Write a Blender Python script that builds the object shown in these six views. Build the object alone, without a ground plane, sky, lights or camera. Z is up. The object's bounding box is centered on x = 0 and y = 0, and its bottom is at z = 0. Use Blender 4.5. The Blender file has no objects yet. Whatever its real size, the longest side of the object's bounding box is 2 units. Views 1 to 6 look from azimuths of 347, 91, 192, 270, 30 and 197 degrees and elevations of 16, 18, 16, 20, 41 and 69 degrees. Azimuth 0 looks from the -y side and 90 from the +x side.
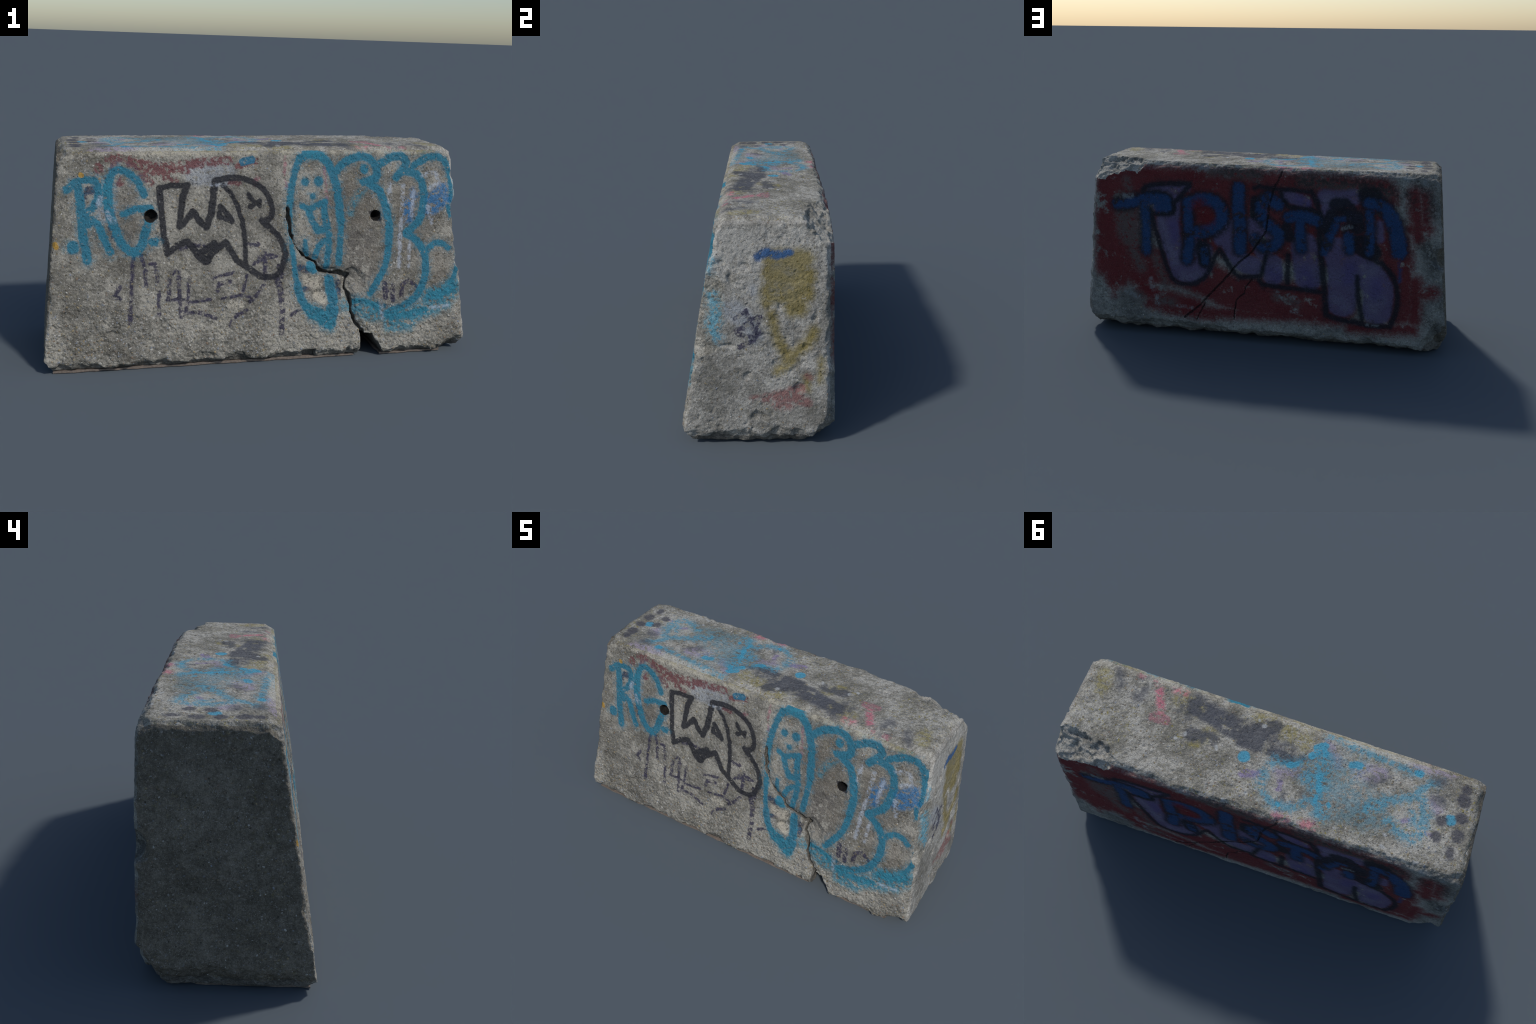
# A weathered concrete barrier block with layers of spray-painted graffiti.
# The block is described as a signed distance function (tapered planes, chamfers,
# spalls, a wide crack, a notch, lifting holes), meshed with surface nets and split
# into named faces.  The paint is node work: every spray stroke is a chain of
# distance-to-segment nodes driven by Object coordinates.
import bpy, bmesh, math
import numpy as np

RNG = np.random.RandomState(7)

# ------------------------------------------------------------------ noise
PERM = np.random.RandomState(3).permutation(256)
PERM = np.concatenate([PERM, PERM, PERM]).astype(np.int32)
GRAD = np.random.RandomState(5).normal(size=(256, 3))
GRAD = (GRAD / np.linalg.norm(GRAD, axis=1, keepdims=True)).astype(np.float32)
GX, GY, GZ = (np.ascontiguousarray(GRAD[:, k]) for k in range(3))


def perlin(p):
    """Gradient noise in about -1..1 for an (n, 3) array."""
    fl = np.floor(p)
    f = (p - fl).astype(np.float32)
    i = fl.astype(np.int32) & 255
    w = f * f * f * (f * (f * 6 - 15) + 10)
    w = (1 - w, w)
    out = np.zeros(len(p), np.float32)
    fx, fy, fz = (np.ascontiguousarray(f[:, k]) for k in range(3))
    for dx in (0, 1):
        hx = PERM[i[:, 0] + dx]
        for dy in (0, 1):
            hy = PERM[hx + i[:, 1] + dy]
            wxy = w[dx][:, 0] * w[dy][:, 1]
            for dz in (0, 1):
                h = PERM[hy + i[:, 2] + dz]
                out += (GX[h] * (fx - dx) + GY[h] * (fy - dy) + GZ[h] * (fz - dz)) * wxy * w[dz][:, 2]
    return out * 1.6


def fbm(p, scale, octaves=3, gain=0.5, seed=0.0):
    s, a = 0.0, 1.0
    for o in range(octaves):
        s = s + a * perlin(p * (scale * 2.03 ** o) + (seed + 17.3 * o))
        a *= gain
    return s


def smoothstep(a, b, x):
    t = np.clip((x - a) / (b - a), 0, 1)
    return t * t * (3 - 2 * t)


# ------------------------------------------------------------------ the block as a distance function
def planes(x, y, z):
    """Signed distances of the five flat faces (negative inside)."""
    front = (-y - 0.329 + 0.010 * x + 0.172 * z) / 1.0147
    back = y - 0.329 - 0.017 * x + 0.016 * z
    left = (-x - 1.011 - 0.030 * y + 0.097 * z) / 1.0051
    right = (x - 1.004 + 0.100 * z) / 1.005
    top = z - TOP - 0.006 * x
    return front, back, left, right, top


TOP = 0.971
CRACK = [(0.093, 0.702), (0.101, 0.668), (0.116, 0.599), (0.134, 0.545), (0.150, 0.515), (0.173, 0.490), (0.194, 0.472), (0.236, 0.454), (0.244, 0.428), (0.265, 0.412), (0.307, 0.403), (0.350, 0.404), (0.390, 0.383), (0.377, 0.358), (0.372, 0.328), (0.394, 0.292), (0.406, 0.256), (0.409, 0.220), (0.424, 0.181), (0.455, 0.139), (0.466, 0.120)]
CRACK_WIDTH = [0.001, 0.007, 0.009, 0.004, 0.003, 0.008, 0.003, 0.002, 0.003, 0.008, 0.006, 0.014, 0.008, 0.001, 0.005, 0.009, 0.006, 0.004, 0.006, 0.006, 0.012]
BACK_CRACKS = [
    [(-0.053, 0.698), (-0.037, 0.622), (-0.006, 0.566), (0.048, 0.497), (0.092, 0.464), (0.130, 0.420), (0.197, 0.336), (0.259, 0.269), (0.328, 0.189), (0.416, 0.112)],
    [(0.032, 0.360), (0.065, 0.318), (0.076, 0.278), (0.121, 0.234), (0.133, 0.124)],
    [(0.294, 0.209), (0.324, 0.155), (0.342, 0.107)],
]
HOLES = [(-0.523, 0.680, 0.016, 0.035), (0.522, 0.664, 0.017, 0.060)]


def polyline_distance(u, v, pts, widths):
    """Distance to a polyline in a plane minus a width that varies along it."""
    best = np.full(u.shape, 9.0, np.float32)
    for (a, b), (c, d), wa, wb in zip(pts[:-1], pts[1:], widths[:-1], widths[1:]):
        ex, ey = c - a, d - b
        t = np.clip(((u - a) * ex + (v - b) * ey) / (ex * ex + ey * ey), 0, 1)
        best = np.minimum(best, np.hypot(u - a - t * ex, v - b - t * ey) - (wa + t * (wb - wa)))
    return best


def chamfer(f, a, b, leg):
    return np.maximum(f, (a + b + leg) * 0.7071)


def block(p, detail=True):
    """Distance to the worn block for an (n, 3) array; also the id of the face or feature."""
    x, y, z = p[:, 0], p[:, 1], p[:, 2]
    if detail:
        big = fbm(p, 2.2, 1, seed=2.0)
        slow = perlin(p * 5.5 + 40.0)
        mid = fbm(p, 9.0, 3, seed=5.0)
        fine = fbm(p, 42.0, 2, seed=9.0)
        chip = np.clip(fbm(p, 14.0, 3, seed=21.0), -1, 1)
    else:
        big = mid = fine = chip = slow = np.zeros(len(p), np.float32)
    front, back, left, right, top = planes(x, y, z)
    low = smoothstep(0.48, 0.10, z)
    patch = smoothstep(-0.25, 0.45, slow + 0.4 * chip)
    dent = smoothstep(0.30, 0.75, perlin(p * 26.0 + 3.0)) if detail else 0 * z
    wear = 0.35 + 0.65 * patch
    front = front + 0.003 * big + (0.0014 + 0.0030 * low * wear) * mid + (0.0010 + 0.0022 * low * wear) * fine + (0.0012 + 0.0065 * low) * dent * wear
    back = back - 0.010 * np.exp(-((x + 0.55) / 0.45) ** 2 - ((z - 0.65) / 0.28) ** 2)
    back = back + 0.003 * big + 0.0016 * mid + 0.0009 * fine
    left = left + 0.003 * big + 0.0014 * mid + 0.0006 * fine
    right = right + 0.002 * big + (0.0006 + 0.0042 * patch) * mid + (0.0003 + 0.0028 * patch) * fine + 0.0065 * dent * patch
    top = top + 0.002 * big + 0.0012 * mid + 0.0010 * fine
    # the front swells a little right of the crack, and flakes along the crack
    front = front - 0.007 * np.exp(-((x - 0.58) / 0.32) ** 2 - ((z - 0.40) / 0.30) ** 2)
    m = (y < 0) & (x > 0.05) & (x < 0.55) & (z < 0.78)
    near_crack = np.full(len(p), 9.0, np.float32)
    near_crack[m] = polyline_distance(x[m], z[m], CRACK, [0.0] * len(CRACK))
    front = front + 0.010 * smoothstep(0.035, 0.004, near_crack + 0.02 * chip) * (x > 0.12)
    # shallow spall under the crack where the paint has flaked off
    front = front + 0.013 * smoothstep(0.085, 0.03, np.hypot((x - 0.265) / 1.2, z - 0.355) + 0.012 * chip)
    front = front + 0.012 * smoothstep(0.055, 0.03, np.hypot(x - 0.415, z - 0.375) + 0.022 * chip)
    # the underside: rough, standing clear of the ground round the rim
    rim = smoothstep(-0.040, -0.022, np.maximum(np.maximum(front, back), np.maximum(left, right)))
    rise = 0.008 + rim * np.clip(0.016 + 0.016 * slow + 0.005 * mid + 0.003 * fine, 0.0, 0.05)
    under = rise - z

    f = np.maximum.reduce([front, back, left, right, top, under])
    face = np.argmax(np.stack([front, back, left, right, top, under]), 0)
    f = np.maximum(f, (top / 0.023 + front / 0.040 + 1 + 0.15 * chip) * 0.0199)
    f = chamfer(f, top, back, 0.024 + 0.020 * smoothstep(0.2, 0.9, x) + 0.012 * chip)
    f = chamfer(f, top, left, 0.024 + 0.010 * chip)
    f = np.maximum(f, (top / 0.022 + right / 0.036 + 1 + 0.15 * chip) * 0.0188)
    f = chamfer(f, left, front, 0.010 + 0.012 * np.clip(chip, -0.5, 1))
    f = chamfer(f, left, back, 0.020 + 0.012 * chip)
    f = chamfer(f, right, back, 0.036 + 0.014 * chip)
    f = chamfer(f, right, front, 0.018 + 0.014 * chip)
    f = chamfer(f, under, front, 0.022 + 0.018 * np.clip(chip, -0.6, 1))
    f = np.maximum(f, (left + front + top + 0.062 + 0.03 * chip) * 0.577)
    f = np.maximum(f, (left + back + top + 0.066 + 0.03 * chip) * 0.577)
    f = np.maximum(f, (right + front + top + 0.060 + 0.03 * chip) * 0.577)
    # broken lower edges: along the back, both ends, the back corners
    rough = 0.012 * chip + 0.006 * mid
    f = np.maximum(f, 0.733 * (y - 0.281) - 0.680 * (z - 0.028) + rough)
    f = np.maximum(f, 0.351 * (y - 0.268) - 0.936 * (z - 0.028) + rough)
    f = np.maximum(f, 0.885 * (y - 0.300) - 0.466 * (z - 0.19) - 0.9 * np.maximum(x + 0.945, 0) + rough)
    f = np.maximum(f, -0.68 * (x + 0.972) + 0.53 * (y - 0.258) - 0.50 * (z - 0.075) + rough)
    f = np.maximum(f, 0.60 * (x - 0.955) + 0.50 * (y - 0.285) - 0.62 * (z - 0.050) + rough)
    f = np.maximum(f, 0.707 * (-y - 0.268) - 0.707 * (z - 0.036) - 0.5 * np.maximum(0.93 - x, 0) + rough)
    f = np.maximum(f, 0.885 * (x - 0.966) - 0.466 * (z - 0.015) + rough)
    f = np.maximum(f, 0.916 * (-x - 0.962) - 0.400 * (z - 0.010) + rough)
    # spalled vertical edge between the front and the right end
    strip = smoothstep(0.36, 0.44, z) * smoothstep(0.80, 0.70, z)
    spall = (right / 0.026 + front / 0.090 + 1.0) * 0.0245 + 0.007 * chip - 0.03 * (1 - strip)
    # bites out of the back left edge and the front left edge
    def bite(f, c, r):
        near = np.all(np.abs(p - np.array(c, np.float32)) < 1.5 * np.array(r, np.float32) + 0.01, axis=1)
        q = (p[near] - np.array(c, np.float32)) / np.array(r, np.float32)
        gouge = r[0] == 0.022
        f[near] = np.maximum(f[near], (1 - np.sqrt((q * q).sum(1))) * min(r) + (0.012 if gouge else 0.006) * chip[near] - 0.004 * gouge)
    gouges = [((1.016 - 0.1 * gz, gy, gz), (0.022, ry, rz)) for gy, gz, ry, rz in (
        (-0.10, 0.452, 0.060, 0.020), (-0.03, 0.310, 0.040, 0.026), (-0.13, 0.800, 0.028, 0.020), (0.03, 0.140, 0.045, 0.028),
        (0.12, 0.370, 0.050, 0.032), (0.19, 0.270, 0.040, 0.034), (0.255, 0.560, 0.018, 0.040))]
    for c, r in (*gouges, ((-0.990, 0.330, 0.540), (0.090, 0.080, 0.070)), ((0.345, -0.272, 0.402), (0.055, 0.026, 0.016)), ((-0.955, -0.250, 0.585), (0.020, 0.02, 0.07)),
                 ((-0.985, 0.33, 0.26), (0.05, 0.03, 0.05)),
                 ((-0.29, -0.335, 0.050), (0.10, 0.024, 0.026)), ((-0.84, -0.345, 0.028), (0.05, 0.024, 0.014)), ((0.93, -0.175, 0.90), (0.02, 0.03, 0.02))):
        bite(f, c, r)
    # the broken top corner at the back right
    broken = ((z - 1.000) + 0.68 * (y - 0.20) + 0.28 * np.maximum(x - 0.72, 0) - 0.9 * np.maximum(0.66 - x, 0) + 0.10 * np.minimum(y - 0.23, 0) * 8) * 0.85
    broken = broken + 0.014 * chip + 0.009 * mid + 0.008 * fine
    # lifting holes
    hole = np.full(len(p), -9.0, np.float32)
    for hx, hz, r, depth in HOLES:
        wob = r * (1 + 0.32 * mid + 0.25 * chip)
        flare = 0.010 * np.exp(front / 0.010)
        g = np.maximum(np.hypot(x - hx, z - hz) - wob - flare, -front - depth)
        hole = np.maximum(hole, -g)
    # wide crack and the notch it ends in
    wx, wz = x + 0.007 * chip + 0.003 * mid, z + 0.007 * mid - 0.004 * chip
    split = np.full(len(p), -9.0, np.float32)
    split[m] = -np.maximum(polyline_distance(wx[m], wz[m], CRACK, CRACK_WIDTH) - 0.0012 + 0.0045 * fine[m] + 0.003 * mid[m], -front[m] - 0.038)
    k = (y > 0) & (np.abs(x - 0.15) < 0.35)
    for line in BACK_CRACKS:
        split[k] = np.maximum(split[k], -np.maximum(polyline_distance(wx[k], wz[k], line, [0.0016] * len(line)), -back[k] - 0.010))
    notch = -np.maximum.reduce([0.456 - wx, wz - 0.112, (wx - 0.517) * 0.884 + (wz - 0.112) * 0.467, -front - 0.42])
    notch = np.maximum(notch, -np.maximum.reduce([0.182 - wx, wz - 0.056, wx - 0.236, -front - 0.05]))
    feats = np.stack([f, spall, broken, hole, split, notch])
    which = np.argmax(feats, 0)
    tag = np.where(which == 0, face, 5 + which)
    tag = np.where((which == 4) & (y > 0), 1, tag)
    return feats.max(0), tag


REGION = {0: "front_face", 1: "back_face", 2: "left_end", 3: "right_end", 4: "top_face", 5: "underside",
          6: "spalled_edge", 7: "broken_corner", 8: "lifting_hole", 9: "crack", 10: "notch"}


# ------------------------------------------------------------------ surface nets
def mesh_block(h):
    lo, hi = np.array([-1.02, -0.345, -0.015]), np.array([1.02, 0.355, 0.99])
    n = np.ceil((hi - lo) / h).astype(int) + 1
    ax = [lo[k] + h * np.arange(n[k]) for k in range(3)]
    X, Y, Z = (a.astype(np.float32) for a in np.meshgrid(*ax, indexing="ij", sparse=True))
    F = np.maximum.reduce([*np.broadcast_arrays(*planes(X, Y, Z)), np.broadcast_to(-Z, n)]).astype(np.float32)
    close = np.zeros(n, np.int8)
    for g in (*planes(X, Y, Z), 0.02 - Z):
        close += g > -0.075
    near = (F > -0.060) & (F < 0.012) & (close > 1)                     # edges and corners
    near |= (F > -0.020) & (F < 0.012)                                  # flat faces
    near |= (F < 0.012) & (X > 0.86) & (Z > 0.30) & (Z < 0.85) & (Y < -0.08)  # spalled edge
    near |= (F < 0.012) & (Z > 0.86) & (X > 0.5) & (Y > 0.1)             # broken corner
    near |= (F < 0.012) & (Y < 0.16) & (X > 0.05) & (X < 0.60) & (Z < 0.75)  # crack and notch
    near |= (F < 0.012) & (Z < 0.25) & ((Y > 0.12) | (np.abs(X) > 0.88))  # lower edges
    for hx, hz, r, d in HOLES:
        near |= (F < 0.012) & (np.abs(X - hx) < r + 0.03) & (np.abs(Z - hz) < r + 0.03)
    idx = np.nonzero(near.ravel())[0]
    for part in np.array_split(idx, max(1, len(idx) // 400000)):
        i, j, k = np.unravel_index(part, n)
        q = np.stack([ax[0][i], ax[1][j], ax[2][k]], 1).astype(np.float32)
        F.ravel()[part] = block(q)[0]
    inside = F < 0
    s = [slice(None, -1), slice(1, None)]
    count = np.zeros(n - 1, np.int8)
    for a in s:
        for b in s:
            for c in s:
                count += inside[a, b, c]
    active = (count > 0) & (count < 8)
    cells = np.stack(np.nonzero(active), 1)
    number = np.full(n - 1, -1, np.int64)
    number[active] = np.arange(len(cells))
    acc = np.zeros((len(cells), 3))
    hits = np.zeros(len(cells))
    ci, cj, ck = cells.T
    for d in range(3):
        e = np.eye(3, dtype=int)[d]
        o1, o2 = [np.eye(3, dtype=int)[m] for m in range(3) if m != d]
        for u in (0, 1):
            for v in (0, 1):
                a = u * o1 + v * o2
                b = a + e
                fa = F[ci + a[0], cj + a[1], ck + a[2]]
                fb = F[ci + b[0], cj + b[1], ck + b[2]]
                m = (fa < 0) != (fb < 0)
                t = np.where(m, fa / np.where(m, fa - fb, 1), 0)
                acc += np.where(m[:, None], a + t[:, None] * e, 0)
                hits += m
    verts = lo + h * (cells + acc / hits[:, None])
    quads = []
    for d in range(3):
        o1, o2 = [m for m in range(3) if m != d]
        if d == 1:
            o1, o2 = o2, o1
        A = [slice(None)] * 3
        B = [slice(None)] * 3
        A[d], B[d] = slice(None, -1), slice(1, None)
        ia, ib = inside[tuple(A)], inside[tuple(B)]
        g = np.stack(np.nonzero(ia != ib), 1)
        g = g[(g[:, o1] > 0) & (g[:, o2] > 0) & (g[:, o1] < n[o1] - 1) & (g[:, o2] < n[o2] - 1)]
        flip = ~ia[g[:, 0], g[:, 1], g[:, 2]]
        e1, e2 = np.eye(3, dtype=int)[o1], np.eye(3, dtype=int)[o2]
        ring = [g - e1 - e2, g - e2, g, g - e1]
        q = np.stack([number[r[:, 0], r[:, 1], r[:, 2]] for r in ring], 1)
        q[flip] = q[flip][:, ::-1]
        quads.append(q)
    return verts, np.concatenate(quads)


def vertex_normals(verts, quads):
    a, b, c, d = (verts[quads[:, k]] for k in range(4))
    fn = np.cross(c - a, d - b)
    vn = np.zeros_like(verts)
    for k in range(4):
        for ax in range(3):
            vn[:, ax] += np.bincount(quads[:, k], fn[:, ax], len(verts))
    return vn / np.maximum(np.linalg.norm(vn, axis=1, keepdims=True), 1e-12)


# ------------------------------------------------------------------ paint: strokes on each face
# Coordinates are metres on the face: (x, z) front and back, (x, y) top, (y, z) right end.
STROKES = {"front": [], "back": [], "top": [], "end": []}


def S(radius, *points):
    """A spray stroke: a smooth line through the points, with this half width."""
    pts = [np.array(q) for q in points]
    if len(pts) > 2:
        fine = []
        closed = np.linalg.norm(pts[0] - pts[-1]) < 1e-4
        for k in range(len(pts) - 1):
            p0, p1, p2 = pts[max(k - 1, 0)], pts[k], pts[k + 1]
            p3 = pts[min(k + 2, len(pts) - 1)]
            fine.append(p1)
            bend = 0
            for q0, q1, q2 in ((p0, p1, p2), (p1, p2, p3)):
                u, v = q1 - q0, q2 - q1
                lu, lv = np.linalg.norm(u), np.linalg.norm(v)
                if lu > 1e-6 and lv > 1e-6:
                    ang = abs(math.atan2(u[0] * v[1] - u[1] * v[0], u @ v))
                    bend = max(bend, ang if ang < 1.2 else 0)
            if bend * np.linalg.norm(p2 - p1) > 0.022:
                t = 0.5
                fine.append(0.5 * (2 * p1 + (p2 - p0) * t + (2 * p0 - 5 * p1 + 4 * p2 - p3) * t * t + (3 * p1 - p0 - 3 * p2 + p3) * t ** 3))
        fine.append(pts[-1])
        pts = fine
    return radius, pts


def paint(face, colour, *strokes):
    STROKES[face].append((colour, strokes))


paint("front", "brown_tone",
      S(0.0913, (0.410, 0.739), (0.448, 0.440)),
      S(0.0680, (0.689, 0.776), (0.721, 0.506)),
      S(0.0436, (0.839, 0.486), (0.860, 0.360)),
      S(0.0452, (-0.619, 0.692), (-0.597, 0.647)))
paint("front", "edge_lichen",
      S(0.0095, (-0.842, 0.960), (-0.508, 0.957), (0.002, 0.957)),
      S(0.0103, (0.041, 0.961), (0.416, 0.962), (0.810, 0.958)))
paint("front", "pale_edge_line",
      S(0.0051, (-0.908, 0.924), (-0.732, 0.943), (-0.277, 0.944), (0.002, 0.944)),
      S(0.0056, (0.081, 0.952), (0.374, 0.954), (0.721, 0.950)))
paint("front", "pale_wash",
      S(0.0539, (-0.317, 0.863), (-0.199, 0.862)),
      S(0.0371, (-0.721, 0.798), (-0.709, 0.694)))
paint("front", "brown_red",
      S(0.0163, (-0.696, 0.924), (-0.644, 0.924)),
      S(0.0177, (-0.741, 0.887), (-0.740, 0.880)),
      S(0.0224, (-0.607, 0.912), (-0.554, 0.894)),
      S(0.0255, (-0.554, 0.894), (-0.494, 0.878), (-0.433, 0.882)),
      S(0.0165, (-0.555, 0.856), (-0.525, 0.826)),
      S(0.0121, (-0.464, 0.848), (-0.410, 0.829)),
      S(0.0198, (-0.386, 0.893), (-0.293, 0.908)),
      S(0.0169, (-0.293, 0.908), (-0.174, 0.914)),
      S(0.0119, (-0.674, 0.909), (-0.682, 0.872)),
      S(0.0067, (-0.661, 0.816), (-0.642, 0.823), (-0.649, 0.838)),
      S(0.0102, (-0.135, 0.891), (-0.046, 0.911)),
      S(0.0107, (-0.402, 0.878), (-0.355, 0.870)),
      S(0.0094, (-0.167, 0.820), (-0.127, 0.819)))
paint("front", "pink",
      S(0.0095, (-0.051, 0.826), (-0.038, 0.838)),
      S(0.0048, (0.090, 0.930), (0.084, 0.853), (0.094, 0.798)),
      S(0.0074, (0.282, 0.773), (0.299, 0.725)),
      S(0.0041, (0.273, 0.883), (0.282, 0.773)),
      S(0.0063, (-0.053, 0.807), (-0.041, 0.842)))
paint("front", "navy_marker",
      S(0.0081, (-0.777, 0.799), (-0.773, 0.776)),
      S(0.0162, (-0.784, 0.791), (-0.762, 0.791)),
      S(0.0088, (-0.799, 0.784), (-0.804, 0.740)),
      S(0.0104, (-0.711, 0.739), (-0.709, 0.686)),
      S(0.0067, (-0.699, 0.634), (-0.685, 0.573)),
      S(0.0061, (-0.600, 0.499), (-0.610, 0.396), (-0.615, 0.297), (-0.621, 0.212)),
      S(0.0092, (-0.619, 0.250), (-0.619, 0.223)),
      S(0.0069, (-0.569, 0.510), (-0.551, 0.448), (-0.549, 0.379)),
      S(0.0061, (-0.528, 0.470), (-0.505, 0.469), (-0.498, 0.392)),
      S(0.0070, (-0.491, 0.346), (-0.493, 0.245)),
      S(0.0076, (-0.663, 0.375), (-0.687, 0.330), (-0.661, 0.325)),
      S(0.0070, (-0.449, 0.305), (-0.444, 0.390), (-0.428, 0.428), (-0.404, 0.428), (-0.401, 0.365), (-0.394, 0.232)),
      S(0.0062, (-0.457, 0.309), (-0.402, 0.311), (-0.359, 0.301)),
      S(0.0063, (-0.354, 0.402), (-0.363, 0.309), (-0.375, 0.247)),
      S(0.0055, (-0.347, 0.293), (-0.263, 0.304)),
      S(0.0063, (-0.383, 0.240), (-0.324, 0.251), (-0.236, 0.217)),
      S(0.0063, (-0.246, 0.399), (-0.154, 0.419)),
      S(0.0072, (-0.227, 0.339), (-0.219, 0.370), (-0.170, 0.380)),
      S(0.0056, (-0.203, 0.303), (-0.122, 0.315), (-0.057, 0.301)),
      S(0.0064, (-0.110, 0.334), (-0.093, 0.405)),
      S(0.0073, (-0.081, 0.282), (-0.040, 0.320), (-0.011, 0.355)),
      S(0.0073, (-0.172, 0.182), (-0.139, 0.228), (-0.094, 0.246)),
      S(0.0070, (-0.391, 0.531), (-0.344, 0.546), (-0.273, 0.544)),
      S(0.0080, (-0.096, 0.543), (-0.039, 0.543)),
      S(0.0073, (-0.007, 0.509), (-0.007, 0.382)),
      S(0.0056, (-0.064, 0.456), (-0.007, 0.478), (0.059, 0.491)),
      S(0.0114, (0.044, 0.396), (0.067, 0.332), (0.075, 0.251), (0.069, 0.138)),
      S(0.0066, (0.115, 0.217), (0.157, 0.239), (0.187, 0.250)),
      S(0.0148, (0.161, 0.432), (0.203, 0.415)),
      S(0.0108, (0.183, 0.335), (0.221, 0.350)),
      S(0.0080, (-0.034, 0.486), (0.040, 0.492)),
      S(0.0073, (0.057, 0.444), (0.073, 0.395)),
      S(0.0103, (0.574, 0.345), (0.578, 0.279)),
      S(0.0086, (0.599, 0.311), (0.618, 0.269)),
      S(0.0078, (0.618, 0.335), (0.618, 0.260)),
      S(0.0078, (0.658, 0.275), (0.663, 0.337), (0.697, 0.353), (0.734, 0.327)),
      S(0.0101, (0.346, 0.361), (0.347, 0.296)),
      S(0.0069, (0.538, 0.255), (0.583, 0.237)))
paint("front", "dark_smudge",
      S(0.0376, (0.412, 0.579), (0.481, 0.561)),
      S(0.0336, (0.430, 0.481), (0.412, 0.546)),
      S(0.0222, (0.812, 0.901), (0.880, 0.881)),
      S(0.0302, (-0.667, 0.573), (-0.621, 0.587)),
      S(0.0421, (0.422, 0.432), (0.483, 0.398)),
      S(0.0127, (0.002, 0.942), (0.039, 0.930)),
      S(0.0188, (0.734, 0.743), (0.682, 0.671)))
paint("front", "black_paint",
      S(0.0114, (-0.484, 0.796), (-0.434, 0.809), (-0.356, 0.808)),
      S(0.0122, (-0.482, 0.788), (-0.474, 0.690), (-0.464, 0.583), (-0.450, 0.514)),
      S(0.0131, (-0.364, 0.802), (-0.382, 0.749), (-0.389, 0.688), (-0.398, 0.634)),
      S(0.0131, (-0.396, 0.631), (-0.366, 0.657), (-0.334, 0.694), (-0.307, 0.653), (-0.276, 0.625)),
      S(0.0148, (-0.276, 0.625), (-0.254, 0.686), (-0.243, 0.763), (-0.235, 0.820)),
      S(0.0117, (-0.235, 0.828), (-0.175, 0.840), (-0.103, 0.835), (-0.039, 0.807), (0.002, 0.768), (0.025, 0.713), (0.022, 0.666), (-0.011, 0.645)),
      S(0.0120, (-0.023, 0.650), (0.026, 0.607), (0.068, 0.559), (0.088, 0.499), (0.076, 0.443), (0.038, 0.397), (-0.019, 0.397)),
      S(0.0094, (-0.199, 0.808), (-0.167, 0.777), (-0.136, 0.723), (-0.112, 0.653), (-0.100, 0.559), (-0.097, 0.449)),
      S(0.0131, (-0.450, 0.514), (-0.407, 0.547), (-0.363, 0.565), (-0.336, 0.534), (-0.309, 0.494), (-0.282, 0.472), (-0.245, 0.516), (-0.189, 0.557), (-0.161, 0.513), (-0.137, 0.474), (-0.089, 0.441), (-0.032, 0.401)),
      S(0.0157, (-0.309, 0.510), (-0.277, 0.528), (-0.241, 0.551)),
      S(0.0173, (-0.293, 0.486), (-0.274, 0.478)),
      S(0.0110, (-0.212, 0.713), (-0.218, 0.672), (-0.160, 0.650), (-0.182, 0.685), (-0.208, 0.712)),
      S(0.0095, (-0.083, 0.765), (-0.063, 0.738), (-0.031, 0.718)),
      S(0.0103, (-0.073, 0.714), (-0.031, 0.737)),
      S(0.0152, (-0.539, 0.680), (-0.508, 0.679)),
      S(0.0118, (0.508, 0.674), (0.541, 0.649)))
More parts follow.
